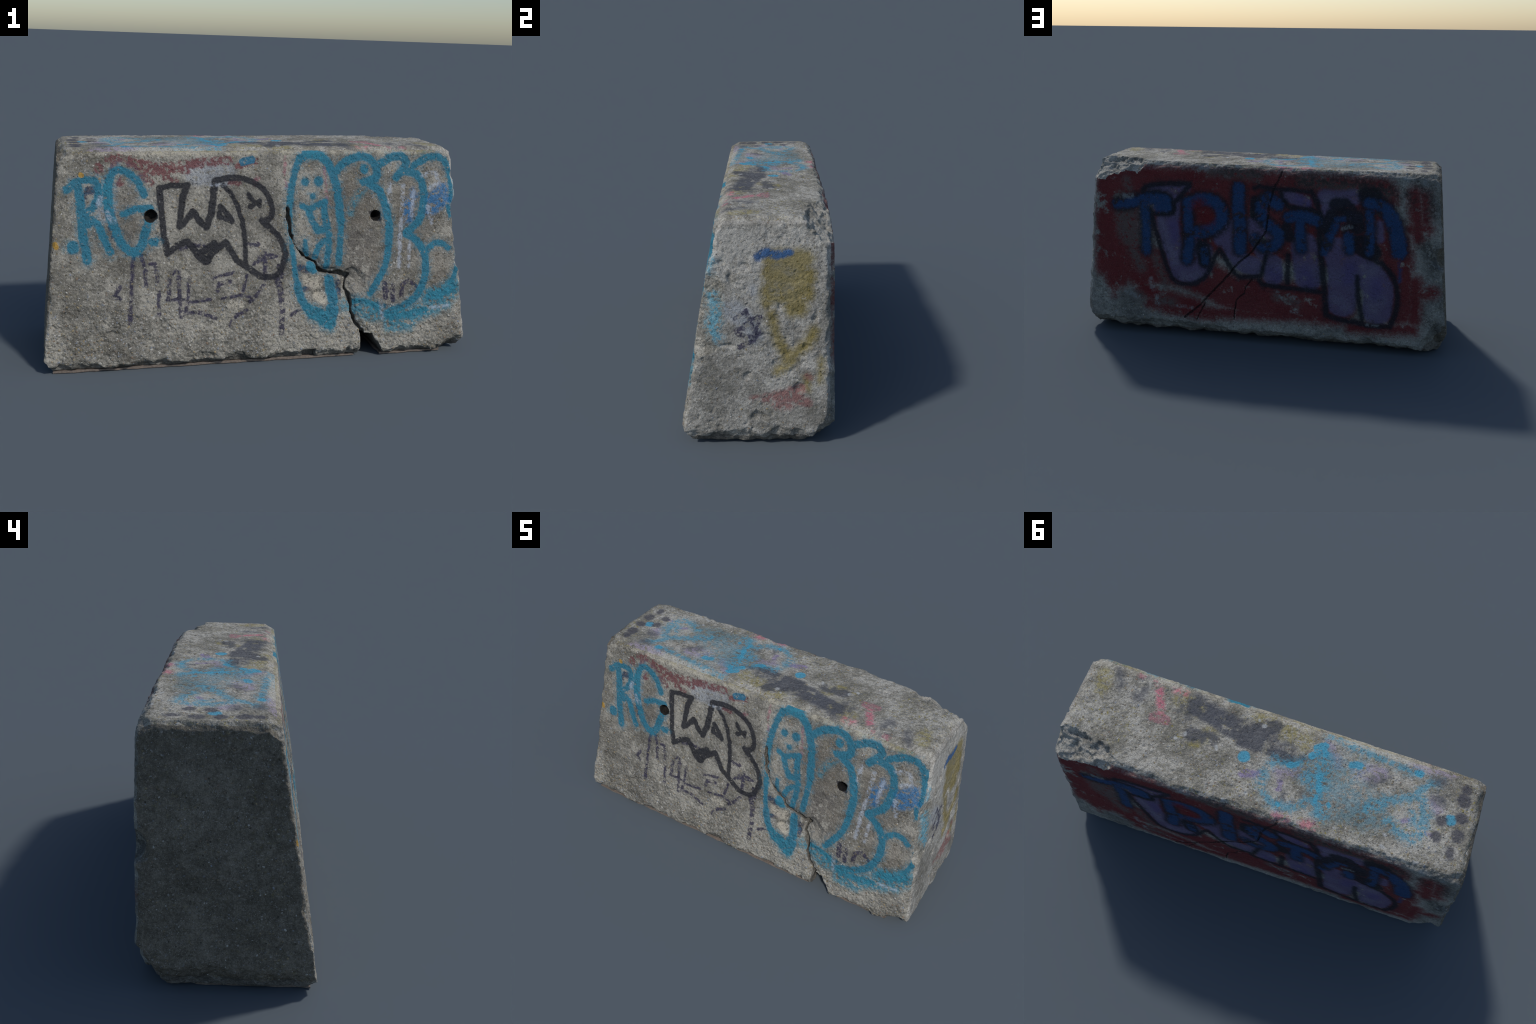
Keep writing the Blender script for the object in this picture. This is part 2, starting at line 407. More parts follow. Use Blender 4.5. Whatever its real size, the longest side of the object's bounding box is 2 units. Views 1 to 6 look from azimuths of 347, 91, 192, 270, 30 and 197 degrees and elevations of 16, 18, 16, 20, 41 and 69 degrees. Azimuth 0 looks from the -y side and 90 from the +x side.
paint("front", "teal",
      S(0.0176, (-0.833, 0.814), (-0.822, 0.755), (-0.817, 0.666), (-0.815, 0.591), (-0.803, 0.531), (-0.799, 0.494)),
      S(0.0146, (-0.874, 0.796), (-0.845, 0.823), (-0.801, 0.837), (-0.757, 0.829), (-0.745, 0.802), (-0.749, 0.754), (-0.768, 0.717), (-0.801, 0.695)),
      S(0.0148, (-0.791, 0.677), (-0.754, 0.650), (-0.726, 0.589), (-0.699, 0.525)),
      S(0.0237, (-0.858, 0.554), (-0.857, 0.548)),
      S(0.0193, (-0.798, 0.666), (-0.791, 0.651)),
      S(0.0151, (-0.549, 0.770), (-0.571, 0.819), (-0.608, 0.858), (-0.660, 0.878), (-0.690, 0.853), (-0.703, 0.798)),
      S(0.0193, (-0.706, 0.805), (-0.704, 0.724), (-0.691, 0.664)),
      S(0.0172, (-0.687, 0.656), (-0.666, 0.595), (-0.637, 0.546), (-0.599, 0.522), (-0.569, 0.540), (-0.549, 0.593), (-0.532, 0.657)),
      S(0.0135, (-0.641, 0.689), (-0.588, 0.709), (-0.523, 0.713)),
      S(0.0161, (-0.518, 0.564), (-0.503, 0.566)),
      S(0.0153, (0.157, 0.930), (0.133, 0.868), (0.116, 0.790), (0.108, 0.712)),
      S(0.0105, (0.109, 0.712), (0.112, 0.617), (0.121, 0.522), (0.133, 0.425), (0.145, 0.353)),
      S(0.0181, (0.145, 0.353), (0.166, 0.287), (0.208, 0.229), (0.268, 0.185)),
      S(0.0185, (0.160, 0.923), (0.185, 0.940), (0.230, 0.944), (0.272, 0.922), (0.307, 0.875), (0.331, 0.804), (0.344, 0.724), (0.355, 0.644)),
      S(0.0141, (0.357, 0.644), (0.352, 0.548), (0.344, 0.451)),
      S(0.0140, (0.287, 0.629), (0.297, 0.573), (0.294, 0.501), (0.284, 0.433)),
      S(0.0284, (0.225, 0.220), (0.285, 0.201)),
      S(0.0320, (0.299, 0.175), (0.315, 0.232)),
      S(0.0217, (0.303, 0.367), (0.319, 0.273)),
      S(0.0110, (0.415, 0.265), (0.467, 0.271), (0.547, 0.234)),
      S(0.0162, (0.181, 0.820), (0.183, 0.818)),
      S(0.0203, (0.244, 0.823), (0.246, 0.821)),
      S(0.0138, (0.219, 0.757), (0.220, 0.755)),
      S(0.0130, (0.169, 0.711), (0.202, 0.696), (0.240, 0.714), (0.278, 0.729)),
      S(0.0147, (0.196, 0.695), (0.215, 0.647), (0.245, 0.598), (0.285, 0.607), (0.276, 0.677), (0.272, 0.725)),
      S(0.0106, (0.182, 0.550), (0.190, 0.488)),
      S(0.0124, (0.231, 0.479), (0.248, 0.530), (0.283, 0.557)),
      S(0.0198, (0.208, 0.439), (0.225, 0.418)),
      S(0.0172, (0.334, 0.871), (0.374, 0.910), (0.442, 0.933), (0.494, 0.921), (0.528, 0.878), (0.523, 0.830), (0.465, 0.819)),
      S(0.0183, (0.491, 0.810), (0.544, 0.774), (0.575, 0.705), (0.594, 0.623), (0.591, 0.525)),
      S(0.0153, (0.591, 0.525), (0.579, 0.444), (0.545, 0.371), (0.502, 0.306)),
      S(0.0191, (0.466, 0.877), (0.468, 0.875)),
      S(0.0175, (0.546, 0.900), (0.590, 0.926), (0.651, 0.934), (0.676, 0.906), (0.656, 0.866)),
      S(0.0177, (0.626, 0.838), (0.652, 0.862), (0.687, 0.865), (0.728, 0.853), (0.758, 0.808), (0.768, 0.751), (0.762, 0.686), (0.737, 0.629), (0.679, 0.582)),
      S(0.0171, (0.679, 0.577), (0.729, 0.547), (0.771, 0.488), (0.782, 0.421), (0.774, 0.354), (0.735, 0.280), (0.663, 0.233), (0.583, 0.203)),
      S(0.0153, (0.709, 0.890), (0.775, 0.926), (0.838, 0.932), (0.884, 0.893), (0.900, 0.840)),
      S(0.0104, (0.900, 0.840), (0.906, 0.758), (0.902, 0.725)),
      S(0.0104, (0.893, 0.700), (0.908, 0.659)),
      S(0.0130, (0.789, 0.495), (0.820, 0.528), (0.866, 0.524), (0.898, 0.505)),
      S(0.0123, (0.948, 0.474), (0.944, 0.399), (0.907, 0.320)),
      S(0.0176, (0.807, 0.278), (0.862, 0.284), (0.926, 0.311)),
      S(0.0139, (0.601, 0.186), (0.673, 0.191), (0.781, 0.211)))
paint("front", "teal_mist",
      S(0.0288, (0.389, 0.253), (0.459, 0.259), (0.547, 0.226)),
      S(0.0306, (0.433, 0.223), (0.530, 0.198)),
      S(0.0250, (0.208, 0.237), (0.277, 0.168)),
      S(0.0386, (0.798, 0.274), (0.853, 0.284), (0.926, 0.324)),
      S(0.0346, (0.601, 0.186), (0.673, 0.191), (0.781, 0.211), (0.872, 0.245), (0.931, 0.289)),
      S(0.0390, (0.611, 0.152), (0.701, 0.156)),
      S(0.0350, (0.736, 0.196), (0.891, 0.240)),
      S(0.0294, (0.268, 0.210), (0.303, 0.159)),
      S(0.0222, (-0.713, 0.820), (-0.708, 0.739)),
      S(0.0210, (0.205, 0.950), (0.256, 0.942)),
      S(0.0116, (0.453, 0.767), (0.419, 0.731), (0.402, 0.675)),
      S(0.0254, (0.398, 0.245), (0.556, 0.205)))
paint("front", "deep_teal",
      S(0.0157, (-0.107, 0.909), (-0.069, 0.918)))
paint("front", "blue",
      S(0.0293, (0.811, 0.734), (0.860, 0.779)),
      S(0.0259, (0.825, 0.701), (0.879, 0.733)),
      S(0.0221, (0.686, 0.720), (0.687, 0.654)),
      S(0.0102, (0.711, 0.776), (0.716, 0.744)),
      S(0.0138, (0.790, 0.677), (0.826, 0.685)))
paint("front", "white_chalk",
      S(0.0076, (0.596, 0.810), (0.593, 0.729)),
      S(0.0068, (0.662, 0.801), (0.656, 0.671), (0.648, 0.573), (0.645, 0.425)),
      S(0.0068, (0.716, 0.776), (0.705, 0.662)),
      S(0.0052, (0.698, 0.539), (0.691, 0.424)),
      S(0.0077, (0.759, 0.845), (0.822, 0.861), (0.845, 0.816), (0.796, 0.784)),
      S(0.0077, (0.789, 0.702), (0.809, 0.627)),
      S(0.0031, (-0.262, 0.807), (-0.191, 0.811)),
      S(0.0090, (-0.709, 0.694), (-0.683, 0.656)),
      S(0.0074, (-0.737, 0.761), (-0.749, 0.732)),
      S(0.0069, (0.556, 0.263), (0.567, 0.187)),
      S(0.0044, (0.809, 0.223), (0.901, 0.227)))
paint("front", "pale_scar",
      S(0.0281, (0.199, 0.375), (0.242, 0.357)),
      S(0.0200, (0.242, 0.300), (0.268, 0.283)),
      S(0.0112, (-0.163, 0.277), (-0.122, 0.267)))
paint("front", "yellow",
      S(0.0081, (-0.816, 0.856), (-0.815, 0.855)),
      S(0.0095, (-0.933, 0.565), (-0.926, 0.553)))
paint("back", "red",
      S(0.0429, (0.856, 0.867), (0.885, 0.368)),
      S(0.0360, (0.608, 0.184), (0.256, 0.159), (-0.170, 0.173)),
      S(0.0274, (-0.848, 0.862), (-0.863, 0.731)),
      S(0.0335, (-0.508, 0.137), (-0.828, 0.148)),
      S(0.0479, (0.833, 0.884), (0.854, 0.631), (0.853, 0.370)),
      S(0.0381, (-0.802, 0.868), (-0.830, 0.650)),
      S(0.0398, (-0.829, 0.407), (-0.833, 0.208)),
      S(0.0448, (0.651, 0.252), (0.343, 0.188)),
      S(0.0589, (-0.252, 0.253), (-0.458, 0.218)),
      S(0.0507, (0.672, 0.884), (0.332, 0.883), (-0.005, 0.891)),
      S(0.0483, (-0.005, 0.891), (-0.396, 0.879), (-0.667, 0.861)),
      S(0.1025, (0.761, 0.838), (0.587, 0.847), (0.249, 0.847), (-0.005, 0.851)),
      S(0.0970, (-0.005, 0.851), (-0.334, 0.852), (-0.630, 0.843)),
      S(0.1122, (0.774, 0.737), (0.773, 0.550), (0.752, 0.421)),
      S(0.1064, (0.673, 0.383), (0.426, 0.400), (0.169, 0.289)),
      S(0.1697, (0.421, 0.656), (-0.081, 0.644), (-0.483, 0.628)),
      S(0.1118, (0.084, 0.270), (-0.169, 0.255), (-0.416, 0.249)),
      S(0.0864, (-0.597, 0.715), (-0.701, 0.642), (-0.732, 0.482), (-0.745, 0.251)),
      S(0.0311, (-0.791, 0.687), (-0.874, 0.692)),
      S(0.0337, (-0.811, 0.331), (-0.918, 0.360)),
      S(0.0784, (0.812, 0.667), (0.800, 0.329)))
paint("back", "grey_rub",
      S(0.0606, (0.733, 0.672), (0.727, 0.587), (0.702, 0.554)),
      S(0.0264, (0.705, 0.485), (0.655, 0.384)),
      S(0.0192, (0.574, 0.450), (0.516, 0.306)),
      S(0.0362, (0.760, 0.217), (0.679, 0.214)),
      S(0.0268, (0.554, 0.206), (0.483, 0.194)),
      S(0.0223, (0.754, 0.780), (0.702, 0.783)),
      S(0.0170, (0.725, 0.865), (0.709, 0.824)),
      S(0.0269, (-0.238, 0.910), (-0.474, 0.882), (-0.667, 0.861)),
      S(0.0170, (-0.102, 0.276), (-0.219, 0.250)),
      S(0.0245, (0.248, 0.936), (0.003, 0.923)))
paint("back", "purple",
      S(0.0203, (0.588, 0.826), (0.485, 0.831), (0.388, 0.844)),
      S(0.0420, (0.461, 0.795), (0.472, 0.687)),
      S(0.0563, (0.498, 0.651), (0.476, 0.526), (0.435, 0.417)),
      S(0.0523, (0.435, 0.382), (0.366, 0.370), (0.305, 0.417)),
      S(0.0471, (0.372, 0.524), (0.295, 0.495)),
      S(0.0421, (0.201, 0.577), (0.151, 0.639)),
      S(0.0505, (0.143, 0.539), (0.092, 0.458), (0.025, 0.437)),
      S(0.0453, (0.018, 0.663), (-0.033, 0.517)),
      S(0.0370, (-0.056, 0.634), (-0.072, 0.602)),
      S(0.0501, (-0.082, 0.453), (-0.083, 0.385)),
      S(0.0694, (-0.252, 0.564), (-0.263, 0.449), (-0.273, 0.391)),
      S(0.0305, (-0.151, 0.827), (-0.247, 0.796)),
      S(0.0395, (-0.349, 0.829), (-0.428, 0.825), (-0.498, 0.837)),
      S(0.0357, (-0.367, 0.766), (-0.361, 0.702)),
      S(0.0768, (-0.430, 0.543), (-0.458, 0.421), (-0.455, 0.269)),
      S(0.0768, (-0.601, 0.423), (-0.643, 0.360), (-0.641, 0.242)),
      S(0.0221, (-0.478, 0.740), (-0.525, 0.727)),
      S(0.0204, (-0.635, 0.702), (-0.639, 0.630)),
      S(0.0485, (-0.511, 0.491), (-0.575, 0.471)))
paint("back", "grey_purple",
      S(0.0257, (0.542, 0.649), (0.501, 0.550), (0.460, 0.432)),
      S(0.0262, (0.410, 0.349), (0.323, 0.364)),
      S(0.0285, (-0.366, 0.814), (-0.421, 0.809)),
      S(0.0332, (-0.422, 0.292), (-0.472, 0.254)),
      S(0.0361, (-0.616, 0.257), (-0.647, 0.293)),
      S(0.0242, (-0.567, 0.470), (-0.607, 0.465)))
paint("back", "violet_shade",
      S(0.0256, (0.464, 0.637), (0.458, 0.552)),
      S(0.0302, (-0.083, 0.411), (-0.100, 0.386)),
      S(0.0331, (-0.255, 0.423), (-0.281, 0.366)),
      S(0.0292, (-0.496, 0.465), (-0.483, 0.398)),
      S(0.0291, (-0.634, 0.392), (-0.629, 0.325)),
      S(0.0208, (-0.223, 0.806), (-0.263, 0.784)))
paint("back", "black_outline",
      S(0.0136, (0.632, 0.811), (0.613, 0.837), (0.502, 0.859), (0.370, 0.864)),
      S(0.0133, (0.370, 0.857), (0.418, 0.797), (0.462, 0.754), (0.467, 0.704), (0.575, 0.693), (0.596, 0.713)),
      S(0.0128, (0.592, 0.697), (0.561, 0.580), (0.529, 0.462), (0.480, 0.340), (0.428, 0.310), (0.341, 0.319), (0.271, 0.385), (0.236, 0.473), (0.210, 0.516), (0.168, 0.452), (0.126, 0.387), (0.101, 0.370), (-0.008, 0.380)),
      S(0.0135, (-0.008, 0.381), (-0.025, 0.338), (-0.167, 0.328), (-0.348, 0.320)),
      S(0.0109, (-0.045, 0.492), (-0.020, 0.393)),
      S(0.0140, (-0.165, 0.509), (-0.162, 0.357)),
      S(0.0161, (-0.326, 0.667), (-0.333, 0.570), (-0.346, 0.455), (-0.362, 0.330), (-0.373, 0.199)),
      S(0.0143, (-0.373, 0.194), (-0.442, 0.174), (-0.540, 0.167), (-0.589, 0.153), (-0.709, 0.156)),
      S(0.0140, (-0.709, 0.156), (-0.737, 0.233), (-0.743, 0.334), (-0.719, 0.424), (-0.653, 0.501), (-0.573, 0.532), (-0.524, 0.558)),
      S(0.0122, (-0.531, 0.418), (-0.542, 0.302), (-0.566, 0.163)),
      S(0.0119, (0.624, 0.795), (0.554, 0.807), (0.486, 0.786), (0.462, 0.737)),
      S(0.0113, (0.019, 0.858), (-0.005, 0.867), (-0.111, 0.857), (-0.286, 0.849), (-0.320, 0.764)),
      S(0.0119, (-0.278, 0.857), (-0.320, 0.763), (-0.345, 0.709)),
      S(0.0120, (-0.118, 0.849), (-0.159, 0.771), (-0.288, 0.762), (-0.328, 0.732)),
      S(0.0348, (-0.406, 0.792), (-0.453, 0.795), (-0.485, 0.765)),
      S(0.0286, (-0.391, 0.751), (-0.354, 0.661)),
      S(0.0315, (-0.517, 0.743), (-0.527, 0.679)),
      S(0.0479, (-0.538, 0.599), (-0.603, 0.555)),
      S(0.0388, (-0.559, 0.855), (-0.605, 0.850)),
      S(0.0341, (0.312, 0.519), (0.296, 0.452)),
      S(0.0277, (-0.153, 0.657), (-0.170, 0.609)),
      S(0.0244, (0.018, 0.794), (0.018, 0.712)))
paint("back", "black_halo",
      S(0.0432, (0.774, 0.737), (0.712, 0.745), (0.633, 0.770), (0.564, 0.782), (0.504, 0.768), (0.505, 0.726)),
      S(0.0393, (0.626, 0.728), (0.620, 0.627), (0.625, 0.490)),
      S(0.0436, (0.381, 0.758), (0.383, 0.658), (0.380, 0.574), (0.391, 0.454)),
      S(0.0469, (0.381, 0.758), (0.309, 0.782), (0.233, 0.774), (0.188, 0.719), (0.201, 0.660), (0.268, 0.615), (0.337, 0.602)),
      S(0.0340, (0.320, 0.578), (0.287, 0.504), (0.292, 0.435)),
      S(0.0456, (0.105, 0.846), (0.109, 0.756), (0.096, 0.658), (0.096, 0.525)),
      S(0.0420, (-0.103, 0.776), (-0.054, 0.814), (-0.014, 0.771), (-0.014, 0.714), (-0.055, 0.667), (-0.113, 0.621), (-0.097, 0.563), (-0.040, 0.542), (0.010, 0.581)),
      S(0.0405, (-0.164, 0.714), (-0.233, 0.726), (-0.313, 0.707)),
      S(0.0388, (-0.225, 0.694), (-0.227, 0.612), (-0.232, 0.555)),
      S(0.0340, (-0.365, 0.572), (-0.379, 0.622), (-0.409, 0.688), (-0.443, 0.738), (-0.476, 0.676), (-0.485, 0.563)),
      S(0.0351, (-0.589, 0.562), (-0.591, 0.651), (-0.577, 0.801)),
      S(0.0483, (-0.576, 0.809), (-0.631, 0.804), (-0.687, 0.752), (-0.722, 0.675), (-0.742, 0.572)))
paint("back", "blue_letter",
      S(0.0225, (0.783, 0.735), (0.712, 0.745), (0.642, 0.762)),
      S(0.0273, (0.633, 0.765), (0.564, 0.777), (0.508, 0.764), (0.505, 0.735), (0.548, 0.732)),
      S(0.0214, (0.626, 0.728), (0.620, 0.627), (0.625, 0.482)),
      S(0.0218, (0.383, 0.758), (0.383, 0.658), (0.375, 0.575), (0.391, 0.446)),
      S(0.0285, (0.381, 0.758), (0.309, 0.782), (0.233, 0.774), (0.196, 0.719), (0.205, 0.669), (0.268, 0.619), (0.337, 0.602)),
      S(0.0154, (0.295, 0.503), (0.292, 0.444)),
      S(0.0277, (0.105, 0.854), (0.109, 0.756), (0.096, 0.658), (0.096, 0.525)),
      S(0.0259, (-0.107, 0.776), (-0.054, 0.810), (-0.018, 0.771), (-0.018, 0.714)),
      S(0.0246, (-0.055, 0.667), (-0.113, 0.621), (-0.097, 0.563), (-0.040, 0.542), (-0.007, 0.565)),
      S(0.0266, (0.019, 0.587), (0.016, 0.584)),
      S(0.0243, (-0.164, 0.714), (-0.233, 0.725), (-0.313, 0.703)),
      S(0.0234, (-0.225, 0.694), (-0.227, 0.612), (-0.232, 0.551)),
      S(0.0179, (-0.358, 0.538), (-0.376, 0.613), (-0.409, 0.680)),
      S(0.0224, (-0.478, 0.628), (-0.485, 0.563)),
      S(0.0111, (-0.416, 0.713), (-0.447, 0.723)),
      S(0.0176, (-0.589, 0.554), (-0.591, 0.651), (-0.582, 0.762)),
      S(0.0234, (-0.573, 0.809), (-0.631, 0.804), (-0.670, 0.783)),
      S(0.0342, (-0.687, 0.752), (-0.722, 0.675), (-0.741, 0.564)),
      S(0.0048, (-0.747, 0.507), (-0.751, 0.409)))
paint("back", "red",
      S(0.0351, (0.289, 0.709), (0.280, 0.681)),
      S(0.0217, (0.334, 0.744), (0.317, 0.761)))
paint("back", "red",
      S(0.0091, (0.839, 0.273), (0.824, 0.212)),
      S(0.0125, (0.667, 0.295), (0.588, 0.248)),
      S(0.0108, (0.520, 0.146), (0.256, 0.124)))
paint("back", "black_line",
      S(0.0031, (-0.127, 0.955), (-0.107, 0.902), (-0.084, 0.865), (-0.069, 0.808), (-0.057, 0.765), (-0.052, 0.697), (-0.037, 0.621), (-0.005, 0.566), (0.048, 0.497), (0.091, 0.464), (0.129, 0.420), (0.196, 0.338), (0.257, 0.272), (0.326, 0.192), (0.412, 0.116)),
      S(0.0014, (0.031, 0.361), (0.064, 0.320), (0.075, 0.280), (0.119, 0.237), (0.130, 0.129)),
      S(0.0014, (0.292, 0.212), (0.320, 0.158), (0.338, 0.111)))
paint("back", "grime",
      S(0.0317, (-0.205, 0.909), (-0.479, 0.914)),
      S(0.0342, (-0.479, 0.914), (-0.672, 0.892), (-0.789, 0.836)),
      S(0.0303, (-0.814, 0.922), (-0.877, 0.872), (-0.899, 0.764)),
      S(0.0358, (-0.871, 0.604), (-0.904, 0.559), (-0.916, 0.495)),
      S(0.0194, (0.166, 0.947), (-0.004, 0.947)),
      S(0.0242, (-0.903, 0.205), (-0.937, 0.166)))
paint("back", "scuff",
      S(0.0089, (0.604, 0.326), (0.592, 0.265)),
      S(0.0044, (0.448, 0.179), (0.369, 0.175)),
      S(0.0107, (0.571, 0.223), (0.568, 0.187)),
      S(0.0108, (0.750, 0.244), (0.679, 0.214)),
      S(0.0051, (-0.109, 0.302), (-0.135, 0.261)),
      S(0.0059, (-0.167, 0.289), (-0.209, 0.275)),
      S(0.0043, (-0.186, 0.196), (-0.219, 0.194)),
      S(0.0042, (-0.589, 0.157), (-0.645, 0.156)),
      S(0.0131, (0.340, 0.956), (0.281, 0.950)),
      S(0.0106, (-0.749, 0.946), (-0.764, 0.943)),
      S(0.0106, (-0.843, 0.931), (-0.852, 0.917)),
      S(0.0072, (-0.445, 0.674), (-0.488, 0.685)),
      S(0.0120, (0.737, 0.781), (0.702, 0.783)))
paint("top", "edge_lichen",
      S(0.0380, (-0.034, -0.081), (-0.116, -0.073)),
      S(0.0442, (0.447, -0.079), (0.382, -0.053)),
      S(0.0345, (0.284, 0.037), (0.328, 0.082)),
      S(0.0262, (0.100, -0.109), (0.028, -0.107)),
      S(0.0359, (0.819, -0.071), (0.811, -0.013)))
paint("top", "slate",
      S(0.0404, (0.386, -0.062), (0.253, -0.043), (0.109, -0.038)),
      S(0.0451, (0.221, -0.030), (0.140, -0.026), (0.078, -0.049)),
      S(0.0346, (0.081, -0.058), (0.033, -0.095)),
      S(0.0344, (0.135, 0.010), (0.075, 0.007)),
      S(0.0256, (-0.005, 0.020), (-0.080, 0.025)),
      S(0.0136, (-0.120, 0.015), (-0.161, -0.019)),
      S(0.0310, (0.353, 0.063), (0.268, 0.055)))
paint("top", "slate_mist",
      S(0.0372, (0.394, -0.103), (0.422, -0.019)),
      S(0.0456, (0.324, -0.065), (0.253, -0.043)),
      S(0.0286, (0.641, -0.107), (0.639, -0.027)),
      S(0.0144, (0.771, -0.119), (0.727, -0.034)),
      S(0.0344, (0.001, -0.030), (-0.067, -0.036)),
      S(0.0215, (-0.116, 0.196), (-0.182, 0.167)),
      S(0.0302, (-0.450, -0.000), (-0.504, -0.020)))
paint("top", "pink",
      S(0.0226, (0.536, 0.043), (0.488, 0.040)),
      S(0.0116, (0.566, -0.084), (0.525, -0.010)),
      S(0.0108, (0.676, -0.124), (0.657, -0.121)),
      S(0.0081, (0.599, -0.122), (0.590, -0.111)),
      S(0.0087, (0.475, 0.048), (0.461, 0.050)))
paint("top", "pink_mist",
      S(0.0142, (0.571, -0.092), (0.519, 0.008)),
      S(0.0125, (0.496, -0.110), (0.452, -0.112)),
      S(0.0211, (-0.237, 0.277), (-0.270, 0.273)),
      S(0.0147, (-0.111, 0.279), (-0.154, 0.281)))
paint("top", "lilac",
      S(0.0151, (0.084, 0.156), (0.027, 0.135)),
      S(0.0117, (-0.077, 0.138), (-0.079, 0.165)),
      S(0.0082, (-0.635, 0.108), (-0.618, 0.123)),
      S(0.0097, (-0.727, 0.140), (-0.740, 0.142)))
paint("top", "lilac_mist",
      S(0.0189, (-0.223, -0.104), (-0.289, -0.024)),
      S(0.0185, (-0.055, 0.100), (-0.147, 0.066)),
      S(0.0153, (-0.589, -0.135), (-0.673, -0.138), (-0.762, -0.153)),
      S(0.0199, (-0.711, -0.005), (-0.745, 0.027)),
      S(0.0337, (-0.384, -0.022), (-0.460, -0.050)))
paint("top", "cyan_mist",
      S(0.0842, (-0.277, 0.018), (-0.370, 0.093), (-0.458, 0.133)),
      S(0.0424, (-0.358, -0.050), (-0.308, 0.061)),
      S(0.0327, (-0.396, 0.174), (-0.288, 0.205)))
paint("top", "cyan_worn",
      S(0.0144, (-0.145, 0.011), (-0.105, 0.044), (-0.028, 0.049), (-0.003, 0.110), (-0.008, 0.172), (-0.058, 0.226), (-0.131, 0.240), (-0.201, 0.196), (-0.241, 0.141)),
      S(0.0290, (-0.216, -0.035), (-0.231, 0.035), (-0.230, 0.109)),
      S(0.0233, (-0.245, 0.103), (-0.260, 0.170), (-0.283, 0.215)),
      S(0.0121, (-0.216, -0.139), (-0.334, -0.124), (-0.458, -0.115), (-0.555, -0.104), (-0.623, -0.106)),
      S(0.0197, (-0.463, 0.122), (-0.529, 0.062), (-0.615, 0.012)),
      S(0.0133, (-0.615, 0.012), (-0.664, -0.052), (-0.710, -0.097)),
      S(0.0216, (-0.653, -0.002), (-0.694, 0.055), (-0.697, 0.151), (-0.674, 0.186)),
      S(0.0161, (-0.674, 0.186), (-0.613, 0.173), (-0.553, 0.142)),
      S(0.0115, (-0.642, 0.074), (-0.665, 0.110)),
      S(0.0302, (-0.175, 0.074), (-0.231, 0.035)))
paint("top", "cyan",
      S(0.0229, (0.106, 0.081), (0.104, 0.082)),
      S(0.0136, (-0.168, -0.022), (-0.182, -0.046)),
      S(0.0146, (-0.175, -0.067), (-0.207, -0.088)),
      S(0.0103, (-0.208, -0.070), (-0.221, -0.046)),
      S(0.0101, (-0.089, 0.050), (-0.119, 0.037)),
      S(0.0135, (-0.619, -0.104), (-0.631, -0.106)),
      S(0.0197, (-0.802, 0.046), (-0.808, 0.053)),
      S(0.0118, (-0.229, 0.054), (-0.244, 0.112)),
      S(0.0074, (-0.244, 0.149), (-0.246, 0.180)),
      S(0.0058, (-0.302, 0.159), (-0.309, 0.166)),
      S(0.0066, (-0.099, 0.232), (-0.104, 0.235)),
      S(0.0153, (-0.342, -0.044), (-0.374, -0.051)))
paint("top", "charcoal",
      S(0.0201, (-0.835, -0.103), (-0.837, -0.100)),
      S(0.0274, (-0.835, -0.053), (-0.837, -0.050)),
      S(0.0246, (-0.844, 0.026), (-0.846, 0.027)),
      S(0.0259, (-0.850, 0.106), (-0.850, 0.110)),
      S(0.0160, (-0.836, 0.178), (-0.837, 0.195)),
      S(0.0213, (-0.771, 0.062), (-0.769, 0.067)),
      S(0.0218, (-0.764, 0.138), (-0.767, 0.141)))
paint("top", "slate_mist",
      S(0.0219, (-0.713, -0.102), (-0.734, -0.101)),
      S(0.0250, (-0.726, -0.025), (-0.760, -0.023)))
paint("top", "white_spot",
      S(0.0068, (0.072, -0.084), (0.069, -0.084)),
      S(0.0042, (0.100, -0.102), (0.098, -0.101)),
      S(0.0067, (-0.564, 0.258), (-0.573, 0.260)),
      S(0.0048, (-0.561, 0.204), (-0.564, 0.206)),
      S(0.0044, (-0.357, 0.248), (-0.359, 0.249)),
      S(0.0041, (0.382, 0.068), (0.379, 0.072)),
      S(0.0046, (0.413, 0.102), (0.411, 0.103)),
      S(0.0036, (0.233, 0.080), (0.228, 0.092)),
      S(0.0046, (0.836, 0.232), (0.830, 0.232)),
      S(0.0035, (0.042, 0.232), (0.040, 0.234)),
      S(0.0044, (0.123, 0.291), (0.119, 0.291)),
      S(0.0043, (-0.709, 0.276), (-0.721, 0.274)))
paint("end", "pale_wash",
      S(0.0402, (-0.080, 0.598), (-0.037, 0.562)),
      S(0.0352, (-0.011, 0.526), (0.005, 0.490)),
      S(0.0104, (-0.001, 0.691), (-0.003, 0.669)))
paint("end", "olive_yellow",
      S(0.0231, (0.109, 0.454), (0.153, 0.381)),
      S(0.0428, (0.084, 0.808), (0.203, 0.808)),
      S(0.0431, (0.084, 0.739), (0.212, 0.738)),
      S(0.0434, (0.084, 0.668), (0.203, 0.668)),
      S(0.0349, (0.161, 0.615), (0.187, 0.606)),
      S(0.0396, (0.076, 0.756), (0.194, 0.808)),
      S(0.0482, (0.084, 0.756), (0.194, 0.756)),
      S(0.0468, (0.080, 0.677), (0.195, 0.677)),
      S(0.0314, (0.178, 0.624), (0.161, 0.598)),
      S(0.0174, (0.049, 0.633), (0.058, 0.624)),
      S(0.0175, (0.075, 0.580), (0.088, 0.508), (0.118, 0.436)),
      S(0.0160, (0.118, 0.436), (0.144, 0.363), (0.100, 0.335)),
      S(0.0194, (0.248, 0.508), (0.222, 0.454), (0.161, 0.399)),
      S(0.0126, (0.223, 0.307), (0.223, 0.261)),
      S(0.0080, (0.283, 0.390), (0.276, 0.289)))
